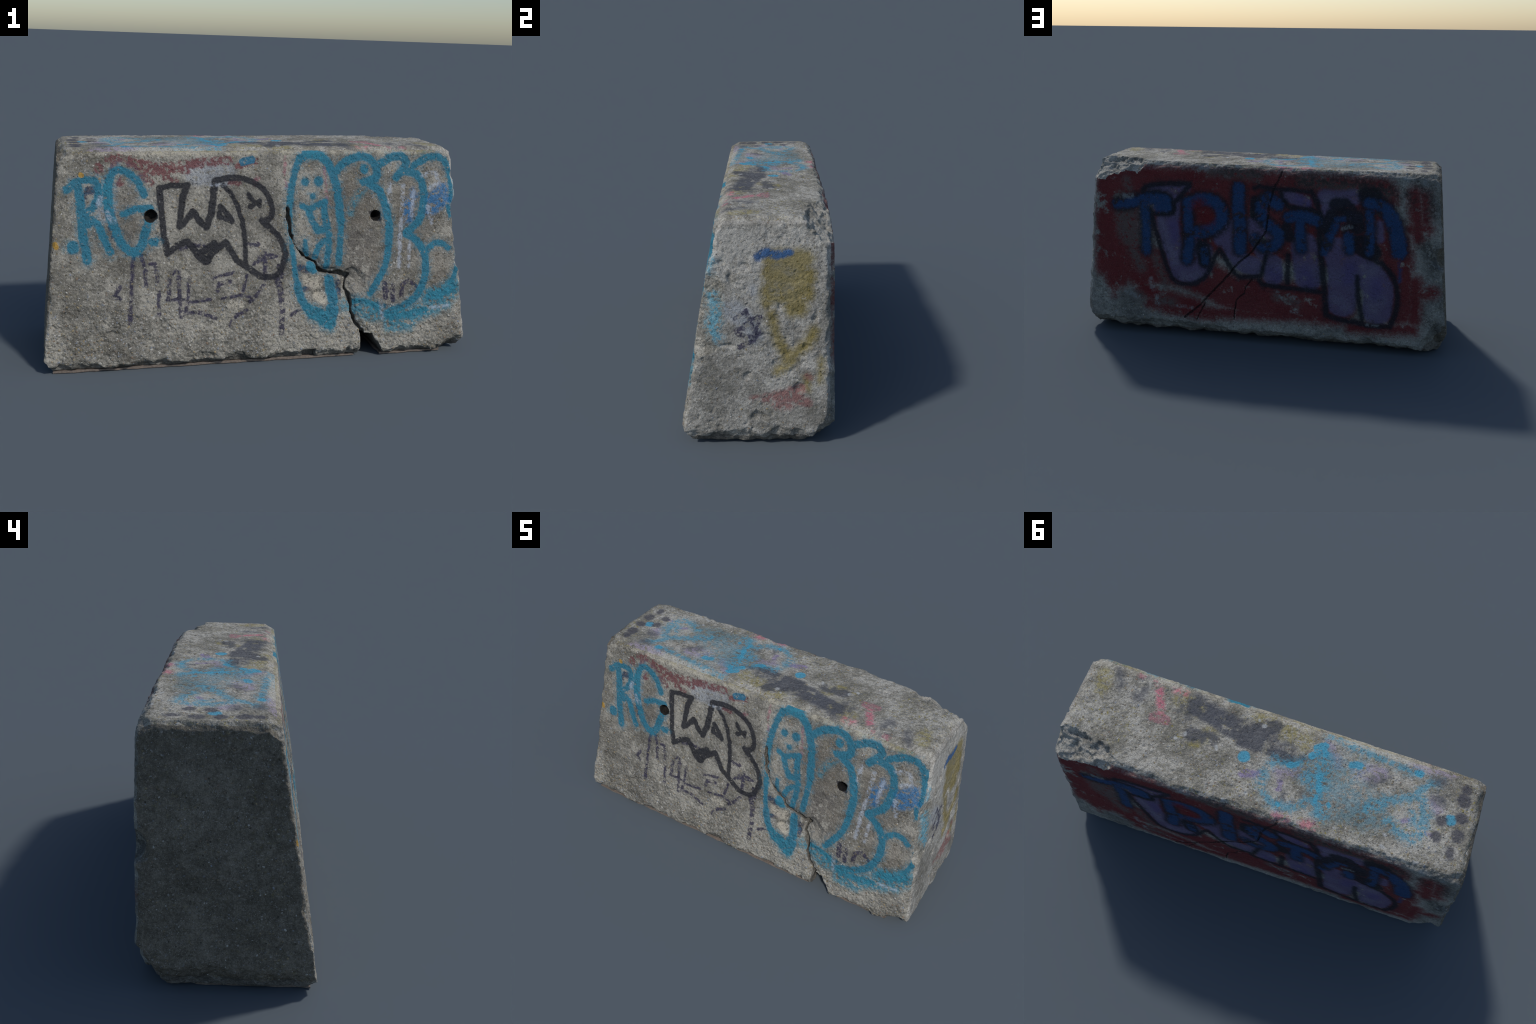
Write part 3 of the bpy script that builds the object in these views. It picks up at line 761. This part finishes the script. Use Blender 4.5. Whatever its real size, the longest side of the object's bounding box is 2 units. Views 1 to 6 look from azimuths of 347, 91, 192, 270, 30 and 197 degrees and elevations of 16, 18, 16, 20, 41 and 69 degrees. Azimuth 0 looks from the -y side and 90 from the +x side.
paint("end", "grey_gap",
      S(0.0260, (0.092, 0.686), (0.109, 0.677)),
      S(0.0171, (0.084, 0.795), (0.101, 0.791)),
      S(0.0189, (0.143, 0.765), (0.160, 0.756)),
      S(0.0121, (0.144, 0.695), (0.152, 0.686)))
paint("end", "solid_blue",
      S(0.0137, (0.021, 0.818), (0.055, 0.838), (0.093, 0.827), (0.148, 0.837)),
      S(0.0171, (0.038, 0.830), (0.059, 0.838)))
paint("end", "pale_red",
      S(0.0200, (0.056, 0.216), (0.127, 0.233), (0.197, 0.256)),
      S(0.0218, (0.109, 0.214), (0.188, 0.224)),
      S(0.0164, (0.180, 0.205), (0.224, 0.196)),
      S(0.0099, (0.223, 0.317), (0.236, 0.307)),
      S(0.0064, (-0.005, 0.219), (0.012, 0.224)),
      S(0.0146, (0.091, 0.186), (0.144, 0.181)))
paint("end", "navy_marker",
      S(0.0053, (-0.076, 0.562), (-0.028, 0.596)),
      S(0.0061, (-0.032, 0.598), (-0.007, 0.544), (0.010, 0.490)),
      S(0.0053, (-0.033, 0.540), (0.002, 0.564), (0.032, 0.571)),
      S(0.0062, (0.012, 0.499), (0.019, 0.535), (0.028, 0.571)),
      S(0.0080, (-0.065, 0.499), (-0.029, 0.486), (0.005, 0.486), (0.036, 0.504)),
      S(0.0080, (-0.060, 0.440), (-0.012, 0.463), (0.014, 0.477)),
      S(0.0079, (-0.068, 0.513), (-0.042, 0.522)))
paint("end", "cyan_worn",
      S(0.0226, (-0.165, 0.651), (-0.153, 0.580), (-0.163, 0.526)),
      S(0.0159, (-0.180, 0.526), (-0.151, 0.481)),
      S(0.0086, (-0.161, 0.808), (-0.175, 0.765)))


# ------------------------------------------------------------------ palette
def rgb(hexa):
    c = [int(hexa[k:k + 2], 16) / 255 for k in (0, 2, 4)]
    return tuple(v / 12.92 if v <= 0.04045 else ((v + 0.055) / 1.055) ** 2.4 for v in c) + (1,)


# colour, edge softness (m), edge raggedness (m), wear 0..1, strength
PAINT = {
    "teal": ("2a7087", 0.006, 0.009, 0.21, 0.94),
    "teal_mist": ("337b8f", 0.022, 0.020, 0.42, 0.82),
    "deep_teal": ("2c6f8c", 0.004, 0.008, 0.30, 0.90),
    "blue": ("226a9c", 0.016, 0.022, 0.42, 0.80),
    "black_paint": ("292a30", 0.004, 0.006, 0.18, 0.95),
    "navy_marker": ("312e46", 0.004, 0.008, 0.44, 0.88),
    "dark_smudge": ("4a4a4c", 0.030, 0.020, 0.45, 0.45),
    "brown_red": ("6f4648", 0.005, 0.016, 0.44, 0.92),
    "pink": ("a0566a", 0.004, 0.010, 0.50, 0.50),
    "pale_wash": ("9aa3b0", 0.020, 0.015, 0.35, 0.45),
    "white_chalk": ("a9b1bd", 0.006, 0.009, 0.46, 0.65),
    "pale_scar": ("b4ad9e", 0.010, 0.022, 0.40, 0.80),
    "yellow": ("b08a3c", 0.003, 0.006, 0.30, 0.90),
    "red": ("662125", 0.034, 0.036, 0.22, 0.94),
    "grey_rub": ("5c5a57", 0.030, 0.030, 0.36, 0.75),
    "purple": ("625a78", 0.012, 0.010, 0.24, 0.92),
    "violet_shade": ("4d4476", 0.030, 0.020, 0.36, 0.55),
    "black_outline": ("22242c", 0.011, 0.008, 0.16, 0.93),
    "black_halo": ("22242c", 0.020, 0.014, 0.26, 0.90),
    "blue_letter": ("264670", 0.012, 0.016, 0.34, 0.88),
    "black_line": ("161618", 0.002, 0.003, 0.34, 0.80),
    "slate": ("484b54", 0.012, 0.018, 0.32, 0.82),
    "slate_mist": ("54565c", 0.022, 0.026, 0.42, 0.75),
    "pink_mist": ("c0707e", 0.014, 0.020, 0.45, 0.70),
    "lilac": ("82759c", 0.008, 0.016, 0.44, 0.75),
    "lilac_mist": ("93889f", 0.018, 0.020, 0.46, 0.65),
    "cyan": ("4896b0", 0.004, 0.008, 0.26, 0.92),
    "cyan_worn": ("4c90a6", 0.010, 0.018, 0.42, 0.76),
    "cyan_mist": ("5e8a97", 0.045, 0.030, 0.46, 0.60),
    "charcoal": ("4a4a52", 0.009, 0.010, 0.24, 0.85),
    "white_spot": ("a8aaa9", 0.004, 0.006, 0.25, 0.85),
    "olive_yellow": ("82743a", 0.022, 0.020, 0.20, 0.80),
    "grime": ("2b2b2b", 0.040, 0.040, 0.46, 0.70),
    "grey_purple": ("6f6a80", 0.022, 0.020, 0.36, 0.75),
    "scuff": ("8d9496", 0.010, 0.016, 0.46, 0.55),
    "edge_lichen": ("8b8148", 0.014, 0.022, 0.48, 0.60),
    "pale_edge_line": ("b3aea2", 0.008, 0.012, 0.46, 0.65),
    "solid_blue": ("205a92", 0.009, 0.012, 0.30, 0.85),
    "pale_red": ("88605d", 0.012, 0.018, 0.36, 0.85),
    "brown_tone": ("655c52", 0.070, 0.040, 0.42, 0.50),
    "grey_gap": ("7d7c74", 0.014, 0.018, 0.46, 0.50),
}

OVERSPRAY = ("teal", "black_paint", "black_outline", "cyan_worn")


# ------------------------------------------------------------------ node helpers
class Tree:
    def __init__(self, mat):
        mat.use_nodes = True
        self.t = mat.node_tree
        self.t.nodes.clear()

    def put(self, socket, v):
        if v is None:
            return
        if hasattr(v, "is_output"):
            self.t.links.new(v, socket)
        else:
            socket.default_value = v

    def math(self, op, a, b=None, c=None, clamp=False):
        n = self.t.nodes.new("ShaderNodeMath")
        n.operation, n.use_clamp = op, clamp
        for s, v in zip(n.inputs, (a, b, c)):
            self.put(s, v)
        return n.outputs[0]

    def vec(self, op, a, b=None, c=None):
        n = self.t.nodes.new("ShaderNodeVectorMath")
        n.operation = op
        for s, v in zip(n.inputs, (a, b, c)):
            self.put(s, v)
        return n.outputs["Value"] if op in ("DOT_PRODUCT", "DISTANCE", "LENGTH") else n.outputs["Vector"]

    def scaled(self, v, k):
        return self.vec("MULTIPLY", v, (k, k, k))

    def segment(self, p, a, b, nearest):
        """Smaller of the distance so far and the distance of p to the segment a-b."""
        n = self.t.nodes.new("ShaderNodeGroup")
        n.node_tree = SEGMENT
        e = b - a
        l2 = max(float(e @ e), 1e-8)
        self.put(n.inputs[0], p)
        n.inputs[1].default_value = (-a[0], -a[1], 0)
        n.inputs[2].default_value = (e[0], e[1], 0)
        n.inputs[3].default_value = (e[0] / l2, e[1] / l2, 0)
        self.put(n.inputs[4], 9.0 if nearest is None else nearest)
        return n.outputs[0]

    def noise(self, vector, scale, detail=2.0, rough=0.5, colour=False):
        n = self.t.nodes.new("ShaderNodeTexNoise")
        self.put(n.inputs["Vector"], vector)
        n.inputs["Scale"].default_value = scale
        n.inputs["Detail"].default_value = detail
        n.inputs["Roughness"].default_value = rough
        return n.outputs["Color" if colour else "Fac"]

    def voronoi(self, vector, scale, feature="F1"):
        n = self.t.nodes.new("ShaderNodeTexVoronoi")
        n.feature = feature
        self.put(n.inputs["Vector"], vector)
        n.inputs["Scale"].default_value = scale
        return n.outputs["Distance"], n.outputs["Color"]

    def remap(self, v, a, b, c=0.0, d=1.0, smooth=True):
        n = self.t.nodes.new("ShaderNodeMapRange")
        n.interpolation_type = "SMOOTHSTEP" if smooth else "LINEAR"
        self.put(n.inputs["Value"], v)
        for name, x in (("From Min", a), ("From Max", b), ("To Min", c), ("To Max", d)):
            n.inputs[name].default_value = x
        return n.outputs["Result"]

    def mix(self, fac, a, b, blend="MIX"):
        n = self.t.nodes.new("ShaderNodeMix")
        n.data_type, n.blend_type = "RGBA", blend
        self.put(n.inputs[0], fac)
        self.put(n.inputs[6], a)
        self.put(n.inputs[7], b)
        return n.outputs[2]

    def ramp(self, fac, *stops, constant=False):
        n = self.t.nodes.new("ShaderNodeValToRGB")
        r = n.color_ramp
        r.interpolation = "CONSTANT" if constant else "LINEAR"
        while len(r.elements) < len(stops):
            r.elements.new(0.5)
        for e, (pos, col) in zip(r.elements, stops):
            e.position, e.color = pos, col
        self.put(n.inputs[0], fac)
        return n.outputs[0]

    def split(self, v):
        n = self.t.nodes.new("ShaderNodeSeparateXYZ")
        self.put(n.inputs[0], v)
        return n.outputs

    def join(self, x, y, z=0.0):
        n = self.t.nodes.new("ShaderNodeCombineXYZ")
        for s, v in zip(n.inputs, (x, y, z)):
            self.put(s, v)
        return n.outputs[0]


def segment_group():
    g = bpy.data.node_groups.new("distance_to_segment", "ShaderNodeTree")
    for name, kind in (("point", "Vector"), ("minus_start", "Vector"), ("span", "Vector"), ("span_over_square", "Vector"), ("nearest", "Float")):
        g.interface.new_socket(name, in_out="INPUT", socket_type="NodeSocket" + kind)
    g.interface.new_socket("distance", in_out="OUTPUT", socket_type="NodeSocketFloat")
    new, link = g.nodes.new, g.links.new
    i = new("NodeGroupInput")
    nodes = {}
    for key, op in (("rel", "ADD"), ("dot", "DOT_PRODUCT")):
        nodes[key] = new("ShaderNodeVectorMath")
        nodes[key].operation = op
    nodes["clamp"] = new("ShaderNodeClamp")
    for key, op in (("foot", "SCALE"), ("dist", "DISTANCE")):
        nodes[key] = new("ShaderNodeVectorMath")
        nodes[key].operation = op
    low = new("ShaderNodeMath")
    low.operation = "MINIMUM"
    link(i.outputs[0], nodes["rel"].inputs[0])
    link(i.outputs[1], nodes["rel"].inputs[1])
    link(nodes["rel"].outputs[0], nodes["dot"].inputs[0])
    link(i.outputs[3], nodes["dot"].inputs[1])
    link(nodes["dot"].outputs["Value"], nodes["clamp"].inputs[0])
    link(i.outputs[2], nodes["foot"].inputs[0])
    link(nodes["clamp"].outputs[0], nodes["foot"].inputs["Scale"])
    link(nodes["rel"].outputs[0], nodes["dist"].inputs[0])
    link(nodes["foot"].outputs[0], nodes["dist"].inputs[1])
    link(nodes["dist"].outputs["Value"], low.inputs[0])
    link(i.outputs[4], low.inputs[1])
    o = new("NodeGroupOutput")
    link(low.outputs[0], o.inputs[0])
    return g


SEGMENT = segment_group()

BASE = {  # dark, middle, light concrete; amount of aggregate, lichen
    "front": ("5b5851", "7c7971", "9e9a90", 0.9, 0.25),
    "back": ("60615e", "7c7d78", "96968f", 0.4, 0.10),
    "top": ("65635b", "868379", "aba89f", 0.9, 0.95),
    "end": ("6c6a63", "8f8c85", "b1aea7", 0.4, 0.20),
    "left": ("4e4a41", "666157", "807a6f", 0.5, 0.20),  # same concrete, darkened partway to the shade baked into the scanned left end
    "raw": ("625f57", "88857c", "aca89e", 0.6, 0.15),
    "painted_hole_shadow": ("100f0e", "181614", "25221f", 0.0, 0.0),
    "crack": ("4c4a46", "67645e", "827f78", 0.2, 0.05),
}


def concrete(name, kind, face=None, layers=()):
    """Concrete with aggregate, dust and lichen; then the paint layers in order."""
    mat = bpy.data.materials.new(name)
    T = Tree(mat)
    tc = T.t.nodes.new("ShaderNodeTexCoord")
    P = tc.outputs["Object"]
    dark, mid, light, agg, lichen = BASE[kind]
    big = T.noise(P, 4.0, 5.0, 0.62)
    grain = T.noise(P, 95.0, 4.0, 0.7)
    blot = T.noise(P, 24.0, 3.0, 0.6)
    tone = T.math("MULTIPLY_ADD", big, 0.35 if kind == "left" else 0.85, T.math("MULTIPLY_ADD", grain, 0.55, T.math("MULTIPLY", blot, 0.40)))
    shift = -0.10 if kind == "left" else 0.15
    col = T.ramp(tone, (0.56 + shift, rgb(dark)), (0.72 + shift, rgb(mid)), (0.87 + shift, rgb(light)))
    # sand grains and stones of several colours
    sd, sc = T.voronoi(P, 210.0)
    sr = T.split(sc)
    sand = T.math("MULTIPLY", T.remap(sd, 0.45, 0.25), T.remap(sr[0], 0.52, 0.56))
    sandc = T.ramp(sr[1], (0.0, rgb("5a564e")), (0.35, rgb("8f8a80")), (0.62, rgb("a9a59c")), (0.8, rgb("8a8c92")), (0.93, rgb("bab7b1")), constant=True)
    col = T.mix(T.math("MULTIPLY", sand, 0.9 * agg), col, sandc)
    gd, gc = T.voronoi(T.vec("ADD", P, T.scaled(T.noise(P, 60.0, 1.0, colour=True), 0.006)), 88.0)
    gr = T.split(gc)
    stone = T.math("MULTIPLY", T.remap(gd, 0.42, 0.30), T.remap(gr[0], 0.80, 0.82))
    stonec = T.ramp(gr[1], (0.0, rgb("6b6253")), (0.25, rgb("908163")), (0.42, rgb("888b90")), (0.6, rgb("a9a59d")), (0.75, rgb("8c7b6d")), (0.9, rgb("bdbab5")), constant=True)
    col = T.mix(T.math("MULTIPLY", stone, 0.8 * agg), col, stonec)
    # pinholes
    hd, hc = T.voronoi(P, 60.0)
    pit = T.math("MULTIPLY", T.remap(hd, 0.22, 0.12), T.remap(T.split(hc)[2], 0.90, 0.92))
    col = T.mix(T.math("MULTIPLY", pit, {"top": 0.30}.get(kind, 0.6)), col, rgb("45433e"))
    if lichen:
        spots = T.math("MULTIPLY", T.remap(T.noise(P, 70.0, 3.0, 0.65), 0.56, 0.70), T.remap(T.noise(P, 5.0, 3.0), 0.40, 0.62))
        col = T.mix(T.math("MULTIPLY", spots, lichen), col, rgb("8a8040"))
    bumpv = T.math("MULTIPLY_ADD", grain, 0.6, T.math("MULTIPLY_ADD", stone, 0.35, T.math("MULTIPLY", T.noise(P, 38.0, 3.0, 0.6), 0.5 if kind == "end" else 0.9)))
    bumpv = T.math("SUBTRACT", bumpv, T.math("MULTIPLY", pit, 0.8))
    # rounded stones under the skin, strongest where the face has weathered most
    cobble, _ = T.voronoi(T.vec("ADD", P, T.scaled(T.noise(P, 30.0, 2.0, colour=True), 0.016)), 62.0)
    depth = T.remap(T.split(P)[2], 0.50, 0.12, 0.20, 0.9) if kind == "front" else 0.22 if kind == "end" else 0.5 if kind == "raw" else 0.25
    bumpv = T.math("SUBTRACT", bumpv, T.math("MULTIPLY", cobble, T.math("MULTIPLY", depth, 0.9)))
    rough = 0.92
    if layers:
        x, y, z = T.split(P)
        uv = {"front": (x, z), "back": (x, z), "top": (x, y), "end": (y, z)}[face]
        wob = T.vec("MULTIPLY_ADD", T.noise(P, 26.0, 2.0, 0.5, colour=True), (0.011, 0.011, 0.011), (-0.0055, -0.0055, -0.0055))
        p = T.vec("MULTIPLY", T.vec("ADD", T.join(*uv), wob), (1, 1, 0))
        edge = T.math("SUBTRACT", T.noise(P, 75.0, 4.0, 0.65), 0.5)
        wearn = T.noise(P, 48.0, 6.0, 0.72)
        shade = T.noise(P, 9.0, 3.0, 0.6)
        broad = T.noise(P, 13.0, 8.0, 0.68)
        for colour, strokes in layers:
            hexa, soft, rag, wear, strength = PAINT[colour]
            best = None
            for radius, pts in strokes:
                d = None
                for a, b in zip(pts[:-1], pts[1:]):
                    d = T.segment(p, a, b, d)
                d = T.math("SUBTRACT", d, radius)
                best = d if best is None else T.math("MINIMUM", best, d)
            best = T.math("MULTIPLY_ADD", edge, rag * 2.0, T.math("SUBTRACT", best, 0.0025))
            m = T.remap(best, soft, -soft)
            worn = broad if colour in ("red", "purple", "blue_letter", "violet_shade", "olive_yellow", "slate", "slate_mist") else wearn
            lim = 0.5 + (wear - 0.5) * 0.42
            m = T.math("MULTIPLY", m, T.remap(worn, lim - 0.07, lim + 0.05, 0.0, strength))
            if colour in OVERSPRAY:
                m = T.math("MAXIMUM", m, T.math("MULTIPLY", T.remap(best, 0.034, -0.002), T.remap(wearn, 0.47, 0.62, 0.04, 0.60)))
            c = rgb(hexa)
            tint = T.mix(shade, tuple(v * 0.78 for v in c[:3]) + (1,), tuple(min(1, v * 1.20) for v in c[:3]) + (1,))
            tint = T.mix(T.math("MULTIPLY", sand, 0.11), tint, sandc)
            col = T.mix(m, col, tint)
    # fine light and dark grain over paint and concrete alike
    fine = T.noise(P, 260.0, 2.0, 0.6)
    col = T.mix(1.0, col, T.ramp(fine, (0.25, (0.62, 0.62, 0.62, 1)), (0.5, (1, 1, 1, 1)), (0.75, (1.36, 1.36, 1.36, 1))), "MULTIPLY")
    bump = T.t.nodes.new("ShaderNodeBump")
    bump.inputs["Strength"].default_value = 0.9
    bump.inputs["Distance"].default_value = 0.008
    T.put(bump.inputs["Height"], bumpv)
    bsdf = T.t.nodes.new("ShaderNodeBsdfPrincipled")
    T.put(bsdf.inputs["Base Color"], col)
    bsdf.inputs["Roughness"].default_value = rough
    bsdf.inputs["Specular IOR Level"].default_value = 0.25
    T.put(bsdf.inputs["Normal"], bump.outputs[0])
    out = T.t.nodes.new("ShaderNodeOutputMaterial")
    T.put(out.inputs["Surface"], bsdf.outputs[0])
    return mat


def plain(name, hexa, spread=0.25):
    mat = bpy.data.materials.new(name)
    T = Tree(mat)
    P = T.t.nodes.new("ShaderNodeTexCoord").outputs["Object"]
    c = rgb(hexa)
    lo, hi = tuple(v * (1 - spread) for v in c[:3]) + (1,), tuple(v * (1 + spread) for v in c[:3]) + (1,)
    n = T.noise(P, 120.0, 4.0, 0.65)
    bsdf = T.t.nodes.new("ShaderNodeBsdfPrincipled")
    T.put(bsdf.inputs["Base Color"], T.ramp(n, (0.3, lo), (0.7, hi)))
    bsdf.inputs["Roughness"].default_value = 0.85
    bump = T.t.nodes.new("ShaderNodeBump")
    bump.inputs["Strength"].default_value = 0.4
    bump.inputs["Distance"].default_value = 0.003
    T.put(bump.inputs["Height"], n)
    T.put(bsdf.inputs["Normal"], bump.outputs[0])
    out = T.t.nodes.new("ShaderNodeOutputMaterial")
    T.put(out.inputs["Surface"], bsdf.outputs[0])
    return mat


def in_strip(face, a, b):
    """The paint layers that reach into the strip a..b of the face's first axis."""
    layers = []
    for colour, strokes in STROKES[face]:
        margin = PAINT[colour][1] + PAINT[colour][2] + 0.020
        keep = [(r, pts) for r, pts in strokes
                if max(q[0] for q in pts) + r + margin > a and min(q[0] for q in pts) - r - margin < b]
        if keep:
            layers.append((colour, keep))
    return layers


def paint_distance(face, uv):
    best = np.full(len(uv), 9.0)
    for colour, strokes in STROKES[face]:
        for r, pts in strokes:
            for a, b in zip(pts[:-1], pts[1:]):
                e = b - a
                t = np.clip(((uv - a) @ e) / max(e @ e, 1e-9), 0, 1)
                best = np.minimum(best, np.linalg.norm(uv - a - t[:, None] * e, axis=1) - r)
    return best


# ------------------------------------------------------------------ build
root = bpy.data.objects.new("concrete_block", None)
root["label"] = "weathered grey concrete barrier block covered in spray-painted graffiti"
root["category"] = "concrete barrier"
bpy.context.scene.collection.objects.link(root)


def child(name, mesh, parent=root):
    ob = bpy.data.objects.new(name, mesh)
    bpy.context.scene.collection.objects.link(ob)
    ob.parent = parent
    return ob


def mesh_from(name, verts, faces):
    me = bpy.data.meshes.new(name)
    k = faces.shape[1]
    me.vertices.add(len(verts))
    me.vertices.foreach_set("co", verts.astype(np.float32).ravel())
    me.loops.add(faces.size)
    me.loops.foreach_set("vertex_index", faces.astype(np.int32).ravel())
    me.polygons.add(len(faces))
    me.polygons.foreach_set("loop_start", np.arange(0, faces.size, k, dtype=np.int32))
    me.update(calc_edges=True)
    me.shade_smooth()
    return me


H = 0.0045
verts, quads = mesh_block(H)
normals = vertex_normals(verts, quads)
# pits and grit finer than the grid
v32 = verts.astype(np.float32)
grit = 0.0009 * fbm(v32, 95.0, 2, seed=31.0)
pits = -0.0035 * smoothstep(0.42, 0.75, perlin(v32 * 55.0 + 8.0))
verts = verts + normals * (grit + pits)[:, None]
normals = vertex_normals(verts, quads)

centre = verts[quads].mean(1)
tags = np.concatenate([block(c)[1] for c in np.array_split(centre.astype(np.float32), 4)])

MATERIALS = {
    "front_face": ("front", "front", 10), "back_face": ("back", "back", 8), "top_face": ("top", "top", 6), "right_end": ("end", "end", 2),
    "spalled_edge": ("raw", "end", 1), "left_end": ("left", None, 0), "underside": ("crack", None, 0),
    "broken_corner": ("raw", None, 0), "lifting_hole": ("painted_hole_shadow", None, 0), "crack": ("crack", None, 0), "notch": ("crack", None, 0),
}
for tag, name in REGION.items():
    pick = np.nonzero(tags == tag)[0]
    if not len(pick):
        continue
    q = quads[pick]
    used, inverse = np.unique(q, return_inverse=True)
    me = mesh_from(name, verts[used], inverse.reshape(q.shape))
    me.normals_split_custom_set_from_vertices(normals[used].astype(np.float32))
    kind, face, strips = MATERIALS[name]
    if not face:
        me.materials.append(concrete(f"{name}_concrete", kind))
    else:
        along = centre[pick][:, 1 if face == "end" else 0]
        cuts = np.linspace(along.min() - 1e-4, along.max() + 1e-4, strips + 1)
        for a, b in zip(cuts[:-1], cuts[1:]):
            me.materials.append(concrete(f"{name}_painted_concrete", kind, face, in_strip(face, a, b)))
        me.polygons.foreach_set("material_index", (np.searchsorted(cuts, along) - 1).astype(np.int32))
    child(name, me)

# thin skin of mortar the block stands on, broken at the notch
def slab(outline, height):
    bm = bmesh.new()
    ring = []
    pts = [np.array(q) for q in outline]
    for a, b in zip(pts, pts[1:] + pts[:1]):
        n = max(1, int(np.linalg.norm(b - a) / 0.03))
        for k in range(n):
            q = a + (b - a) * k / n + RNG.uniform(-0.004, 0.004, 2)
            ring.append(q)
    low = [bm.verts.new((q[0], q[1], 0.0)) for q in ring]
    high = [bm.verts.new((q[0], q[1], height + RNG.uniform(-0.003, 0.003))) for q in ring]
    bm.faces.new(low[::-1])
    bm.faces.new(high)
    for k in range(len(ring)):
        m = (k + 1) % len(ring)
        bm.faces.new((low[k], low[m], high[m], high[k]))
    return bm


mortar = plain("mortar_skin", "766b62", 0.3)
for outline in ([(-0.955, -0.312), (0.440, -0.292), (0.440, 0.05), (0.455, 0.175), (-0.90, 0.185), (-0.955, 0.10)],
                [(0.565, -0.292), (0.872, -0.288), (0.905, -0.155), (0.90, 0.16), (0.84, 0.19), (0.470, 0.178), (0.560, 0.05)]):
    bm = slab(outline, 0.009)
    me = bpy.data.meshes.new("mortar_bed")
    bm.to_mesh(me)
    bm.free()
    me.materials.append(mortar)
    child("mortar_bed", me)

# ------------------------------------------------------------------ exposed pebbles
STONES = [("pebble_grey", "85847f"), ("pebble_tan", "8a7d63"), ("pebble_pale", "a9a69f"), ("pebble_blue", "80858c"), ("pebble_brown", "776859")]


def pebbles(where, number, small, large, face, weight):
    pool = np.nonzero(tags == where)[0]
    c = centre[pool]
    w = weight(c)
    take = RNG.choice(len(pool), number, replace=False, p=w / w.sum())
    c = c[take]
    n = normals[quads[pool[take], 0]]
    if face:
        uv = c[:, [1, 2]] if face == "end" else c[:, [0, 1]] if face == "top" else c[:, [0, 2]]
        ok = paint_distance(face, uv) > 0.006
        c, n = c[ok], n[ok]
    return c, n, RNG.uniform(small, large, len(c)) ** 1.0


bm = bmesh.new()
bmesh.ops.create_icosphere(bm, subdivisions=2, radius=1.0)
ball = np.array([v.co[:] for v in bm.verts])
tri = np.array([[v.index for v in f.verts] for f in bm.faces])
bm.free()
sets = [pebbles(0, 1500, 0.0022, 0.0058, "front", lambda c: 0.15 + smoothstep(0.55, 0.15, c[:, 2])),
        pebbles(4, 420, 0.002, 0.005, "top", lambda c: np.ones(len(c))),
        pebbles(3, 160, 0.002, 0.005, "end", lambda c: 0.2 + smoothstep(0.5, 0.1, c[:, 2])),
        pebbles(1, 250, 0.002, 0.005, "back", lambda c: 0.1 + smoothstep(0.3, 0.1, c[:, 2])),
        pebbles(2, 160, 0.002, 0.0045, None, lambda c: np.ones(len(c)))]
pv, pf, pm = [], [], []
total = 0
for c, n, r in sets:
    for k in range(len(c)):
        lumps = ball * (1 + 0.16 * RNG.normal(size=3))[None, :] * (1 + 0.10 * np.sin(ball @ RNG.normal(size=3) * 3.0))[:, None]
        a = RNG.normal(size=3)
        t = np.cross(n[k], a)
        t /= np.linalg.norm(t)
        s = np.cross(n[k], t)
        shape = np.array([RNG.uniform(0.8, 1.4), RNG.uniform(0.7, 1.0), 0.42]) * r[k]
        pv.append(c[k] - n[k] * r[k] * 0.16 + (lumps * shape) @ np.stack([t, s, n[k]]))
        pf.append(tri + total)
        total += len(ball)
        pm.append(np.full(len(tri), RNG.choice(5, p=[0.38, 0.17, 0.21, 0.13, 0.11])))
me = mesh_from("exposed_pebbles", np.concatenate(pv), np.concatenate(pf))
for name, hexa in STONES:
    me.materials.append(plain(name, hexa))
me.polygons.foreach_set("material_index", np.concatenate(pm).astype(np.int32))
ob = child("exposed_pebbles", me)
ob["kind"] = "stuff"
